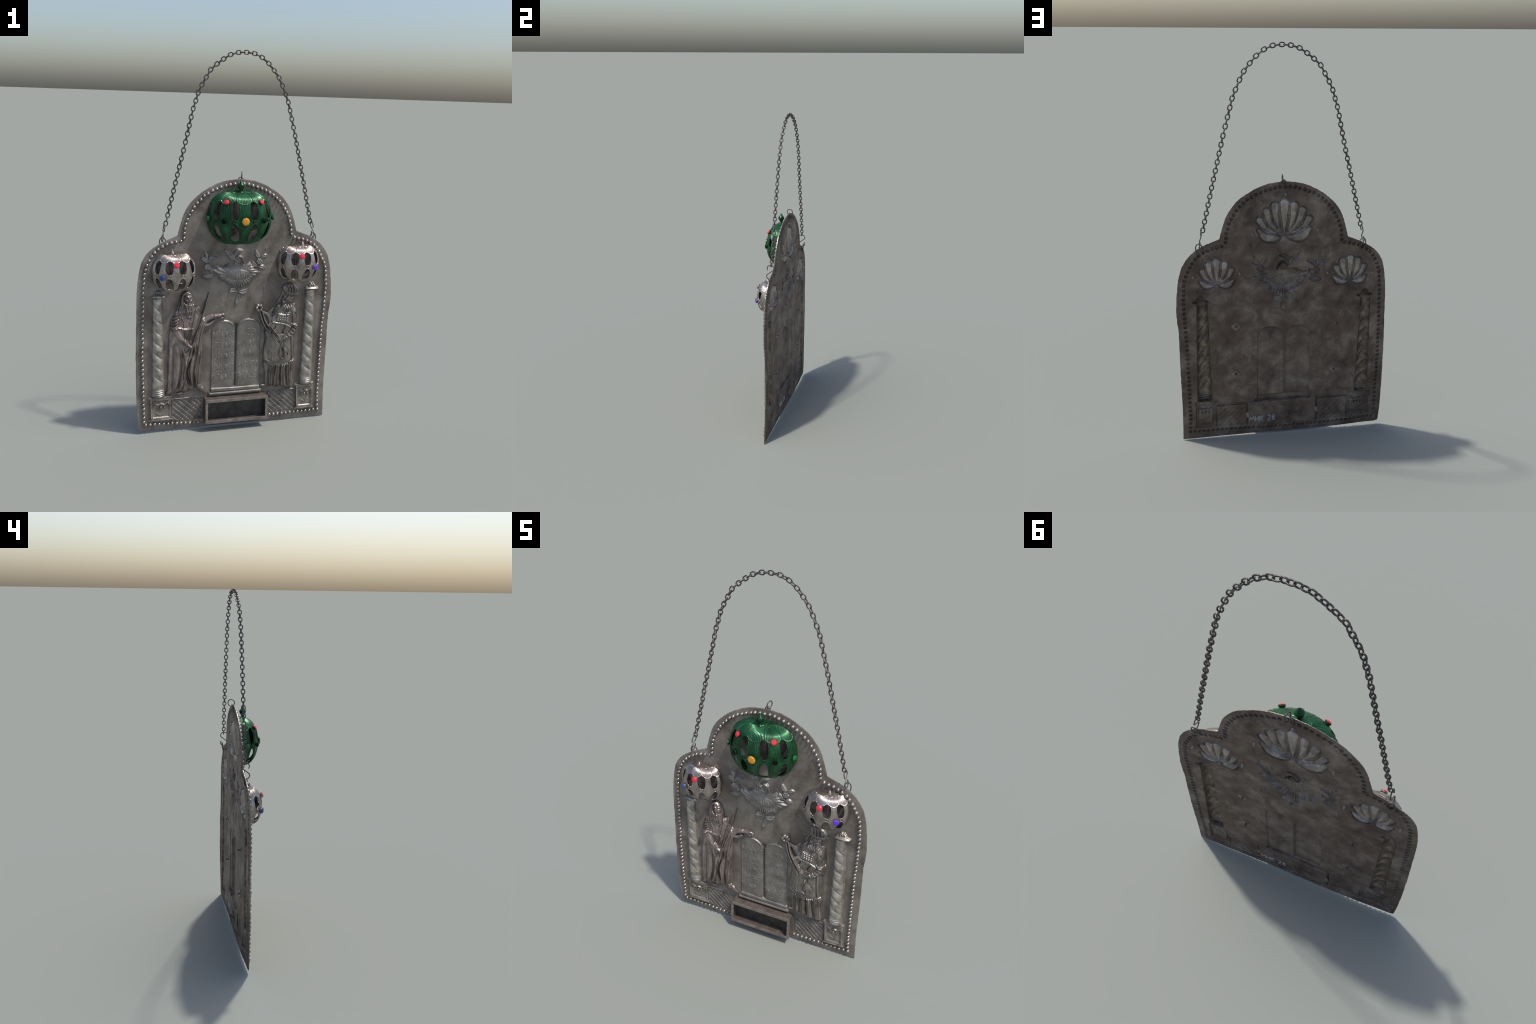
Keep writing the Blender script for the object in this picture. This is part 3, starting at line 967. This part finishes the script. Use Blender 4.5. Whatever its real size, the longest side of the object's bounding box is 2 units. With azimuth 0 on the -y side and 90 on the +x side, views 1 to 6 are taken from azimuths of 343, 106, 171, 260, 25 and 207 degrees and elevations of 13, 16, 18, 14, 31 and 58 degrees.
# priest in turban, breastplate and fringed coat
G = Relief(.08, .36, .18, .81, .00125, -1)
N2 = {1: "skirt", 2: "coat", 3: "torso", 4: "turban", 5: "face", 6: "beard", 7: "breast_pouch", 8: "arm", 9: "hand", 10: "incense_spoon",
      11: "bag", 12: "foot", 13: "veil", 14: "belt", 15: "fringe"}
M2 = {k: PRIESTM for k in N2}
G.polygon([(.165, .375), (.163, .301), (.168, .222), (.185, .213), (.250, .207), (.333, .199), (.326, .288), (.324, .370)], .021, .026, 1, per=3, pillow=True)
for x0, x1, amp in ((.186, .184, -.008), (.202, .200, .006), (.222, .212, -.009), (.238, .236, .007), (.251, .256, -.010), (.268, .276, .008),
                    (.282, .296, -.009), (.300, .312, .006), (.312, .322, -.006)):
    G.crease([(x0, .338), ((x0 + x1) / 2 - .003, .275), (x1, .206)], .0042, amp, [1])
G.ellipse((.158, .221), .017, .009, .012, 12)
G.ellipse((.302, .203), .017, .007, .011, 12)
G.ellipse((.255, .207), .014, .006, .010, 12)
G.polygon([(.166, .535), (.160, .496), (.152, .376), (.214, .350), (.277, .346), (.331, .361), (.326, .503), (.290, .535)], .030, .032, 2, per=3, pillow=True)
G.crease([(.154, .379), (.214, .355), (.277, .350), (.330, .366)], .003, .006, [2], fade=False)
G.crease([(.301, .504), (.305, .430), (.310, .360)], .0028, -.007, [2])
G.crease([(.318, .500), (.321, .430), (.325, .366)], .0028, -.006, [2])
G.crease([(.190, .500), (.182, .440), (.178, .380)], .006, .003, [2]); G.crease([(.212, .470), (.204, .420), (.205, .370)], .004, -.003, [2])
G.polygon([(.219, .684), (.300, .690), (.322, .672), (.337, .643), (.339, .573), (.326, .500), (.164, .514), (.171, .565), (.195, .616)], .028, .030, 3, per=3, pillow=True)
G.polygon([(.252, .764), (.277, .745), (.272, .690), (.232, .640), (.198, .592), (.180, .610), (.165, .635), (.178, .648), (.214, .688), (.243, .736)], .007, .010, 13, "add", per=3, pillow=True)
for k in range(4):
    G.crease([(.258 - k * .004, .735 - k * .012), (.235, .685 - k * .008), (.195 + k * .004, .632 - k * .010)], .0024, -.005, [13])
G.ellipse((.286, .722), .030, .036, .025, 5, rot=20)
G.tube([(.284, .738), (.274, .722), (.269, .713)], [.003, .0045, .006], [.006, .009, .009], 5, "add")
for a, b in ((.268, .733), (.297, .728)):
    G.ellipse((a, b), .006, .004, -.006, None, "add")
    G.crease([(a - .008, b + .007), (a, b + .009), (a + .009, b + .005)], .0022, .005, [5])
G.ellipse((.302, .715), .007, .006, .004, 5, "add")
G.polygon([(.253, .706), (.268, .702), (.285, .706), (.306, .703), (.314, .676), (.300, .645), (.284, .625), (.264, .634), (.248, .672)], .011, .015, 6, "add", per=3, pillow=True)
G.crease([(.268, .700), (.278, .703), (.290, .698)], .0022, -.005, [6])
for k in range(8):
    x = .254 + k * .0075
    G.crease([(x, .692 - .006 * (k % 2)), (x + .004 * (-1) ** k, .680), (.280 + (x - .280) * .8 - .003 * (-1) ** k, .660), (.280 + (x - .280) * .5, .640)], .0024, -.0030, [6])
G.ellipse((.297, .764), .050, .034, .033, 4, rot=-20)
G.tube([(.262, .752), (.292, .743), (.322, .733), (.342, .737)], [.006, .008, .009, .007], .007, 4, "add", power=.4)
for k in range(5):
    t_ = k / 4
    a, b = (.275 + .062 * t_, .752 - .012 * t_), (.268 + .070 * t_, .792 - .020 * t_)
    G.crease([a, ((a[0] + b[0]) / 2 + .006, (a[1] + b[1]) / 2), b], .0026, -.006, [4])
G.polygon([(.222, .640), (.284, .632), (.296, .575), (.213, .595)], .007, .0035, 7, "add")
for r in range(4):
    for c in range(3):
        G.ellipse((.236 + r * .0125 - c * .0006, .6285 - c * .0125 - r * .0022), .0050, .0050, .0065, 7, "add")
G.tube([(.196, .587), (.258, .576), (.296, .557)], .0068, .008, 14, "add", power=.35)
G.crease([(.180, .520), (.200, .545), (.215, .570)], .003, -.006, [3]); G.crease([(.250, .515), (.255, .540), (.268, .562)], .003, -.006, [3])
G.crease([(.205, .520), (.222, .548), (.230, .566)], .003, .004, [3])
# sleeves and forearms
G.tube([(.318, .668), (.324, .617), (.326, .578)], [.017, .020, .020], [.009, .013, .013], 8, "add", power=.4)
G.crease([(.299, .576), (.322, .571), (.345, .574)], .003, .008, [3, 8], fade=False)
G.crease([(.316, .640), (.330, .620), (.334, .600)], .003, -.005, [8])
G.tube([(.328, .558), (.302, .524), (.256, .496)], [.019, .017, .012], [.012, .016, .014], 8, "add", power=.4)
for k in range(4):
    x, z = .318 - k * .014, .552 - k * .013
    G.crease([(x - .014, z + .008), (x, z), (x + .012, z - .012)], .0022, -.007, [8])
G.tube([(.256, .496), (.238, .485)], [.012, .014], .016, 9, "max", base=.026)
for k in range(3):
    G.crease([(.244 - k * .006, .494 - k * .006), (.236 - k * .005, .486 - k * .006), (.230 - k * .004, .480 - k * .004)], .0016, -.004, [9])
G.tube([(.192, .598), (.171, .628), (.148, .640)], [.018, .015, .011], [.014, .017, .014], 8)
for k in range(6):
    a = k * 1.05
    G.ellipse((.122 + .014 * math.cos(a), .668 + .013 * math.sin(a)), .012, .013, .018 + .004 * (k % 2), 9)
G.ellipse((.120, .668), .009, .009, -.006, None, "add")
G.tube([(.138, .650), (.162, .583), (.223, .503)], .0058, [.018, .032, .045], 10, power=.35)
G.tube([(.124, .648), (.150, .572), (.209, .493)], .0058, [.016, .029, .042], 10, power=.35)
G.tube([(.182, .568), (.205, .537), (.231, .505)], .0042, .042, 10, power=.35)
for k in range(9):
    G.ellipse((.184 + k * .0056, .564 - k * .0070), .0036, .0036, .005, 10, "add")
G.polygon([(.245, .478), (.229, .430), (.228, .403), (.244, .381), (.266, .377), (.285, .399), (.287, .417), (.263, .456)], .012, .006, 11, "add", per=3)
G.polygon([(.246, .456), (.235, .425), (.234, .403), (.246, .390), (.257, .392), (.258, .425)], -.012, .006, None, "add", per=3)
G.crease([(.250, .472), (.260, .430), (.264, .384)], .0028, .005, [11]); G.crease([(.256, .465), (.273, .430), (.281, .400)], .0022, -.006, [11])
for k in range(17):
    t = k / 16
    fx_, fz_ = np.interp(t, [0, .27, .5, .84, 1], [.161, .206, .246, .304, .332]), np.interp(t, [0, .27, .5, .84, 1], [.354, .333, .328, .343, .356])
    G.ellipse((fx_, fz_ + .006), .0052, .0052, .009, 15, "add")
figure_from(G, N2, M2, 3)

# ------------------------------------------------------------------ text tray at the foot
bx0, bx1, bz0, bz1, by0, by1 = -.172, .173, .047, .178, -.006, .056


def lean(data):
    """The front of the tray stands a little further out at the bottom."""
    v, f = data
    return [(x, y + (.007 * (z - bz0) / (bz1 - bz0) if y < .02 else 0), z) for x, y, z in v], f


tray = [box_data(bx0, bx1, by0, by1, bz1 - .006, bz1), box_data(bx0, bx1, by0, by1, bz0, bz0 + .006),
        box_data(bx0, bx0 + .006, by0 + .0005, by1, bz0 + .006, bz1 - .006), box_data(bx1 - .006, bx1, by0 + .0005, by1, bz0 + .006, bz1 - .006)]
tray_ob = add("tray", mesh_from("tray", *lean(join_data(tray)), smooth=False), BOXM)
add("tray_floor", mesh_from("tray_floor", *box_data(bx0 + .0062, bx1 - .0062, .040, .047, bz0 + .0062, bz1 - .0062), smooth=False), BOXIN, tray_ob)
lip = [box_data(bx0 - .002, bx1 + .002, by0 - .002, by0 + .003, bz1 - .015, bz1 + .0015), box_data(bx0 - .002, bx1 + .002, by0 - .002, by0 + .003, bz0 - .0015, bz0 + .015),
       box_data(bx0 - .002, bx0 + .012, by0 - .0015, by0 + .0025, bz0 + .015, bz1 - .015), box_data(bx1 - .012, bx1 + .002, by0 - .0015, by0 + .0025, bz0 + .015, bz1 - .015)]
lip_ob = add("tray_lip", mesh_from("tray_lip", *lean(join_data(lip)), smooth=False), LIPM, tray_ob)
for o in (tray_ob, lip_ob):
    md = o.modifiers.new("soft_edges", "BEVEL")
    md.width, md.segments = .0012, 2

# ------------------------------------------------------------------ crowns
PROFILE = catmull([(0, 1.0), (.14, .998), (.34, .982), (.54, .948), (.74, .880), (.89, .765), (.975, .620), (1.0, .465), (.970, .315),
                   (.875, .180), (.735, .078), (.59, .018), (.52, .0)], 8)


def crown(cx, yb, rx, ry, z0, z1, mat, cap_mat, turn, hole_w, stones, finial, petals, lower_top):
    L = np.r_[0, np.cumsum(np.hypot(np.diff(PROFILE[:, 0]) * rx, np.diff(PROFILE[:, 1]) * (z1 - z0)))]
    L /= L[-1]

    def prof(v):
        return np.interp(v, L, PROFILE[:, 0]), z0 + (z1 - z0) * np.interp(v, L, PROFILE[:, 1])

    def v_of_z(f):            # height fraction -> v on the outer wall
        return np.interp(-f, -PROFILE[2:, 1], L[2:])

    nt, nv = (400, 230) if rx > .15 else (320, 190)
    T, V = np.meshgrid(np.linspace(-math.pi / 2, math.pi / 2, nt), np.linspace(0, 1, nv))
    holes = []
    for c in (-54, -18, 18, 54):
        a = math.radians(c + turn)
        holes.append((a, v_of_z(.825), v_of_z(.475), math.radians(hole_w), 0))
        holes.append((a, v_of_z(lower_top), v_of_z(.055), math.radians(hole_w * 1.08), 1))

    def field(T, V):
        best = np.full(T.shape, 9.0)
        for a, va, vb, w, low in holes:
            vc, hv = (va + vb) / 2, (vb - va) / 2
            k = np.clip((V - vc) / hv, -1.6, 1.6)
            ww = w * (1 + (.22 * k if low else -.16 * k))
            f = np.sqrt((np.abs(T - a) / ww) ** 2.3 + np.abs((V - vc) / hv) ** 2.6 + 1e-9) - 1
            best = np.minimum(best, f)
        return best

    f = field(T, V)
    fc = (f[:-1, :-1] + f[1:, :-1] + f[:-1, 1:] + f[1:, 1:]) / 4
    cells = fc > 0
    kept = np.zeros(T.shape, int)
    for dz in (0, 1):
        for dx in (0, 1):
            kept[dz:dz + nv - 1, dx:dx + nt - 1] += cells
    border = (kept > 0) & (kept < 4) & (np.abs(f) < .5)
    for _ in range(3):
        e = 1e-4
        ft, fv = (field(T + e, V) - field(T - e, V)) / (2 * e), (field(T, V + e) - field(T, V - e)) / (2 * e)
        # scale so that both parameters are metres
        st, sv = rx, .30 * rx / .17
        gt, gv = ft / st, fv / sv
        g2 = np.maximum(gt ** 2 + gv ** 2, 1e-3)
        f = field(T, V)
        T = np.where(border, T - f * gt / g2 / st, T)
        V = np.where(border, V - f * gv / g2 / sv, V)
    f = field(T, V)
    r, z = prof(V)
    cap_limit = float(np.interp(.50 if cap_mat else .40, PROFILE[:30, 0], L[:30]))
    # chased decoration as outward offset
    off = .0030 * np.exp(-(f / .15) ** 2) + .0022 * np.exp(-((f - .42) / .13) ** 2) + .0018 * np.exp(-((f - .85) / .14) ** 2) \
        + .0012 * np.exp(-((f - 1.25) / .14) ** 2)
    pc_ = np.abs(np.cos((T - math.radians(turn)) * 5))
    ve = v_of_z(.855) + (v_of_z(.76) - v_of_z(.855)) * pc_ ** .55
    pet = np.clip((ve - V) / .010, 0, 1)
    off = off * (1.5 if rx > .15 else 1.1) * (1 - pet)
    rimline = np.exp(-((V - ve + .012) / .006) ** 2)
    seam_line = np.exp(-(pc_ / .10) ** 2)
    inner = np.clip((V - cap_limit) / .02, 0, 1)
    fan = np.sin((T - math.radians(turn)) * 110)
    off += pet * .0034 + rimline * .0022 + pet * inner * (.0006 * fan - .0026 * seam_line)
    wavy = cap_limit + .02 * np.cos((T - math.radians(turn)) * 10)
    off -= .0018 * np.exp(-((V - wavy) / .006) ** 2)
    off = off * (.75 if rx < .15 else 1)
    off += .0022 * (1 - pet) * np.cos((T - math.radians(turn)) * 10) * np.clip((V - .3) / .1, 0, 1) * np.clip((.98 - V) / .05, 0, 1)
    P = np.stack([cx + rx * r * np.sin(T), yb - ry * r * np.cos(T), z], -1)
    dT, dV = np.gradient(P, axis=1), np.gradient(P, axis=0)
    nrm = np.cross(dV, dT)
    ln = np.linalg.norm(nrm, axis=-1, keepdims=True)
    nrm = np.where(ln > 1e-10, nrm / np.maximum(ln, 1e-10), np.array([0, 0, 1.0]))
    if nrm[nv // 2, nt // 2, 1] > 0:
        nrm = -nrm
    nrm[V < .02] = (0, 0, 1)
    P = P + nrm * off[..., None]
    ii = np.clip(np.round((P[..., 0] - S.x0) / RES).astype(int), 0, S.nx - 1)
    jj = np.clip(np.round((P[..., 2] - S.z0) / RES).astype(int), 0, S.nz - 1)
    P[..., 1] = np.minimum(P[..., 1], YF[jj, ii] - .0004)
    idx = np.arange(nt * nv).reshape(nv, nt)
    q = np.stack([idx[:-1, :-1], idx[1:, :-1], idx[1:, 1:], idx[:-1, 1:]], -1)
    base = None
    Vc = V[:-1, :-1]
    groups = [("crown", mat, cells & (Vc >= cap_limit)), ("crown_cap", cap_mat, cells & (Vc < cap_limit))] if cap_mat else [("crown", mat, cells)]
    for nm, mt, sel in groups:
        fq = q[sel]
        used, inv = np.unique(fq, return_inverse=True)
        me = mesh_from(nm, P.reshape(-1, 3)[used], inv.reshape(-1, 4))
        ob = add(nm, me, mt, base or root)
        sol = ob.modifiers.new("wall", "SOLIDIFY")
        sol.thickness, sol.offset = .0045, -1
        base = base or ob

    def frame(theta, v, lift):
        th = math.radians(theta + turn)
        rr, zz = prof(v)
        p = Vector((cx + rx * rr * math.sin(th), yb - ry * rr * math.cos(th), float(zz)))
        e = 1e-3
        r1, z1_ = prof(v + e); r0, z0_ = prof(v - e)
        dv = Vector((rx * (r1 - r0) * math.sin(th), -ry * (r1 - r0) * math.cos(th), float(z1_ - z0_)))
        dt = Vector((math.cos(th) * rx, math.sin(th) * ry, 0))
        n_ = dt.cross(dv).normalized()
        if n_.y > 0:
            n_ = -n_
        return p + n_ * lift, n_.to_track_quat("Z", "Y").to_matrix().to_4x4()

    # bottom and band wires
    rr, zz = prof(1.0)
    foot = [(cx + rx * rr * math.sin(a), yb - ry * rr * math.cos(a), float(zz)) for a in np.linspace(-math.pi / 2, math.pi / 2, 40)]
    add("foot_wire", mesh_from("foot_wire", *tube_data(foot, .0042, 8)), mat, base)
    vm = v_of_z((.50 + lower_top) / 2)
    for c in (-54, -18, 18, 54):
        p, R = frame(c, vm, .001)
        ring = [(.0075 * math.cos(a), .0075 * math.sin(a), 0) for a in np.linspace(0, 2 * math.pi, 16, endpoint=False)]
        add("ring_setting", mesh_from("ring_setting", *tube_data(ring, .0026, 6, True)), mat, base, p, R)
    for th, hf, rad, colr, lift in stones:
        p, R = frame(th, v_of_z(hf), 0)
        if colr == "hole":
            add("empty_setting", mesh_from("empty_setting", *lathe_data([(.0052, -.004), (.0052, .0016), (.0030, .0018), (.0028, .0006), (0, .0006)], 14), True, 40),
                BOXIN, base, p, R)
            continue
        add("collet", mesh_from("collet", *lathe_data([(rad * .62, -.002), (rad * .72, lift * .4), (rad * 1.06, lift * .62), (rad * 1.09, lift + .002), (rad * .9, lift + .002)], 20), True, 40),
            mat, base, p, R)
        nn = 8 if colr == "amber" else 10
        gv, gf = lathe_data([(rad * .99, lift), (rad * 1.0, lift + .003), (rad * .66, lift + .0066), (0, lift + .0072)], nn)
        add("gemstone", mesh_from("gemstone", gv, gf, False), STONES[colr], base, p, R)
    # finial on top
    fx_, fy_, fz_, fs_, big = finial
    pr = [(.75, -.15), (.85, .02), (.50, .10), (.48, .18), (1.0, .42), (1.08, .58), (1.02, .63), (.62, .72), (.30, .92), (.0, 1.0)] if big else \
         [(.9, -.12), (1.0, .06), (.75, .12), (.85, .2), (.7, .3), (.72, .42), (.55, .5), (.58, .62), (.40, .7), (.42, .80), (.15, 1.0)]
    add("finial", mesh_from("finial", *lathe_data([(a * fs_[0], b * fs_[1]) for a, b in pr], 24), True, 50), mat, base, (fx_, fy_, fz_))
    return base


crown(-.003, .055, .172, .127, 1.036, 1.302, GREENM, None, 0, 8.0,
      [(0, .475, .0205, "amber", .011), (-36, .80, .0135, "red", .013), (36, .80, .0135, "red", .013), (-36, .475, .0145, "black", .010),
       (36, .475, .0145, "black", .010), (-72, .49, .0135, "green", .010), (72, .49, .0135, "green", .010)],
      (-.006, .012, 1.2965, (.0180, .065), True), 0, .415)
crown(-.343, .054, .114, .092, .793, .989, CROWNM, CAPM, 0, 11.0,
      [(0, .73, .0140, "red", .010), (-36, .42, .0150, "blue", .010), (36, .45, .005, "hole", 0)],
      (-.353, .029, .9815, (.0130, .0275), False), .5, .38)
crown(.330, .057, .117, .095, .820, 1.013, CROWNM, CAPM, -4, 10.8,
      [(0, .73, .0140, "red", .010), (40, .42, .0145, "violet", .010), (-36, .45, .005, "hole", 0)],
      (.345, .029, 1.0055, (.0130, .0285), False), .5, .38)

# ------------------------------------------------------------------ chain, hooks, rings
LEFT_STRAND = [(-.383, .058, 1.136), (-.373, .060, 1.178), (-.354, .060, 1.260), (-.335, .060, 1.341), (-.316, .059, 1.422),
               (-.296, .059, 1.503), (-.277, .059, 1.585), (-.259, .060, 1.666)]
TOP_RUN = [(-.249, .060, 1.708), (-.237, .060, 1.746), (-.225, .060, 1.785), (-.207, .060, 1.824), (-.186, .060, 1.860), (-.165, .060, 1.897),
           (-.133, .061, 1.926), (-.100, .062, 1.951), (-.065, .062, 1.973), (-.024, .064, 1.985), (.017, .065, 1.988), (.059, .066, 1.984),
           (.099, .067, 1.967), (.135, .067, 1.939), (.164, .067, 1.907), (.191, .066, 1.872), (.211, .066, 1.834), (.230, .066, 1.791),
           (.246, .066, 1.752), (.257, .066, 1.711)]
RIGHT_STRAND = [(.257, .066, 1.711), (.291, .066, 1.583), (.320, .066, 1.461), (.349, .066, 1.340), (.377, .066, 1.217)]


def subdivided(pts, n):
    return [np.array(a) + (np.array(b) - np.array(a)) * k / n for a, b in zip(pts[:-1], pts[1:]) for k in range(n)]


# centres of the links that lie flat to the front; the crosswise links sit halfway between them
FLAT = [np.array(LEFT_STRAND[0])] + subdivided(LEFT_STRAND[1:], 2) + [np.array(LEFT_STRAND[-1])] + [np.array(p) for p in TOP_RUN[:-1]] \
    + subdivided(RIGHT_STRAND, 3) + [np.array((.377, .066, 1.217)), np.array((.3865, .065, 1.176)), np.array((.396, .064, 1.134))]
C = []
for a, b in zip(FLAT[:-1], FLAT[1:]):
    C += [a, (a + b) / 2]
C.append(FLAT[-1])
C = np.array(C)
hl, hw, wr = .0155, .0124, .0030
link_path = []
for a in np.linspace(0, 2 * math.pi, 20, endpoint=False):
    c_, s_ = math.cos(a), math.sin(a)
    link_path.append(((hw - wr) * np.sign(c_) * abs(c_) ** .75, 0, (hl - wr) * np.sign(s_) * abs(s_) ** .8))
lv, lf = tube_data(link_path, wr, 8, True)
link_me = mesh_from("chain_link", lv, lf)
link_me.materials.append(CHAINM)
for i in range(len(C)):
    tn = Vector(C[min(i + 1, len(C) - 1)] - C[max(i - 1, 0)]).normalized()
    yv = Vector((0, 1, 0))
    xv = yv.cross(tn).normalized()
    yv = tn.cross(xv)
    R = Matrix((xv, yv, tn)).transposed().to_4x4()
    roll = (0 if i % 2 == 0 else math.pi / 2) + random.gauss(0, .07)
    add("chain_link", link_me, None, root, Vector(C[i]), R @ Matrix.Rotation(roll, 4, "Z"))


def s_hook(x, y, zb, zt, tilt):
    h = (zt - zb)
    r = h * .235
    zc1, zc2 = zt - r, zb + r
    up = [(r * math.cos(math.radians(a)), zc1 + r * math.sin(math.radians(a))) for a in (215, 170, 130, 90, 50, 15, -20)]
    lo = [(r * math.cos(math.radians(a)), zc2 + r * math.sin(math.radians(a))) for a in (160, 195, 230, 270, 310, 350, 395)]
    path2 = up + [(0, (zc1 + zc2) / 2)] + lo
    path = catmull([(x + tilt * (p[1] - (zb + zt) / 2), y + p[0], p[1]) for p in path2], 6)
    return tube_data(path, .0027, 8)


add("hook", mesh_from("hook", *s_hook(-.396, .057, 1.043, 1.129, .16)), CHAINM)
add("hook", mesh_from("hook", *s_hook(.409, .061, 1.046, 1.133, -.16)), CHAINM)


def ring_part(name, c, rx, rz, ux, uz, wire=.0027):
    ux, uz, c = Vector(ux).normalized(), Vector(uz).normalized(), Vector(c)
    pts = [c + ux * rx * math.cos(a) + uz * rz * math.sin(a) for a in np.linspace(0, 2 * math.pi, 28, endpoint=False)]
    add(name, mesh_from(name, *tube_data(pts, wire, 8, True)), CHAINM)


ring_part("eyelet", (-.397, .063, 1.035), .0165, .0285, (1, 0, .1), (-.1, .10, 1))
ring_part("eyelet", (.417, .068, 1.041), .0165, .0265, (1, 0, -.1), (.1, .10, 1))
ring_part("eyelet", (.006, .066, 1.350), .0140, .0190, (1, 0, 0), (0, .22, 1))
ring_part("hanging_ring", (.012, .074, 1.377), .0185, .0185, (.25, 1, 0), (.05, 0, 1))

# ------------------------------------------------------------------ fixings on the back
def back_y(x, z):
    return surf_back(x, z)


for (x, z), h in zip([(.243, .622), (.247, .355), (-.277, .612), (-.268, .350)], (.012, .016, .016, .012)):
    nut = []
    for k in range(40):
        a = 2 * math.pi * k / 40
        rr = .0215 * (1 + .16 * math.cos(4 * a + .6) + .06 * math.cos(3 * a))
        nut.append((rr * math.cos(a), rr * math.sin(a)))
    small = .45 if (x, z) == (-.277, .612) else 1.0
    nv_ = [(a * small, b * small, 0) for a, b in nut] + [(a * small * .92, b * small * .92, .004) for a, b in nut] + [(a * small * .5, b * small * .5, .0046) for a, b in nut]
    nf_ = [(r * 40 + k, r * 40 + (k + 1) % 40, (r + 1) * 40 + (k + 1) % 40, (r + 1) * 40 + k) for r in range(2) for k in range(40)]
    nf_.append(tuple(80 + k for k in range(40)))
    add("washer", mesh_from("washer", nv_, nf_, True, 40), CARTB, plate, (x, back_y(x, z) - .001, z), TO_BACK)
    add("stud", mesh_from("stud", *lathe_data([(.0050, 0), (.0048, h), (.0030, h + .002), (0, h + .002)], 10), True, 40), CHAINM, plate, (x, back_y(x, z), z), TO_BACK)
for x, z in [(.156, 1.106), (-.168, 1.115), (-.005, 1.299), (.221, .905), (.450, .897), (-.222, .888), (-.455, .877)]:
    add("rivet", mesh_from("rivet", *lathe_data([(.0080, -.001), (.0074, .003), (.0055, .006), (.0050, .011), (.003, .0125), (0, .0125)], 12), True, 50), SHELLM,
        plate, (x, back_y(x, z) - .001, z), TO_BACK)
for x, z, vert in [(.097, .186, 0), (-.090, .187, 0), (.188, .115, 1), (-.177, .122, 1), (.100, .048, 0), (-.095, .051, 0)]:
    w_, h_ = (.007, .014) if vert else (.016, .006)
    add("bent_tab", mesh_from("bent_tab", *box_data(-w_, w_, -.001, .005, -h_, h_), smooth=False), SHELLM if vert else BACK, plate,
        (x, back_y(x, z), z), Matrix.Rotation(.1, 4, "Y"))

bpy.context.view_layer.update()
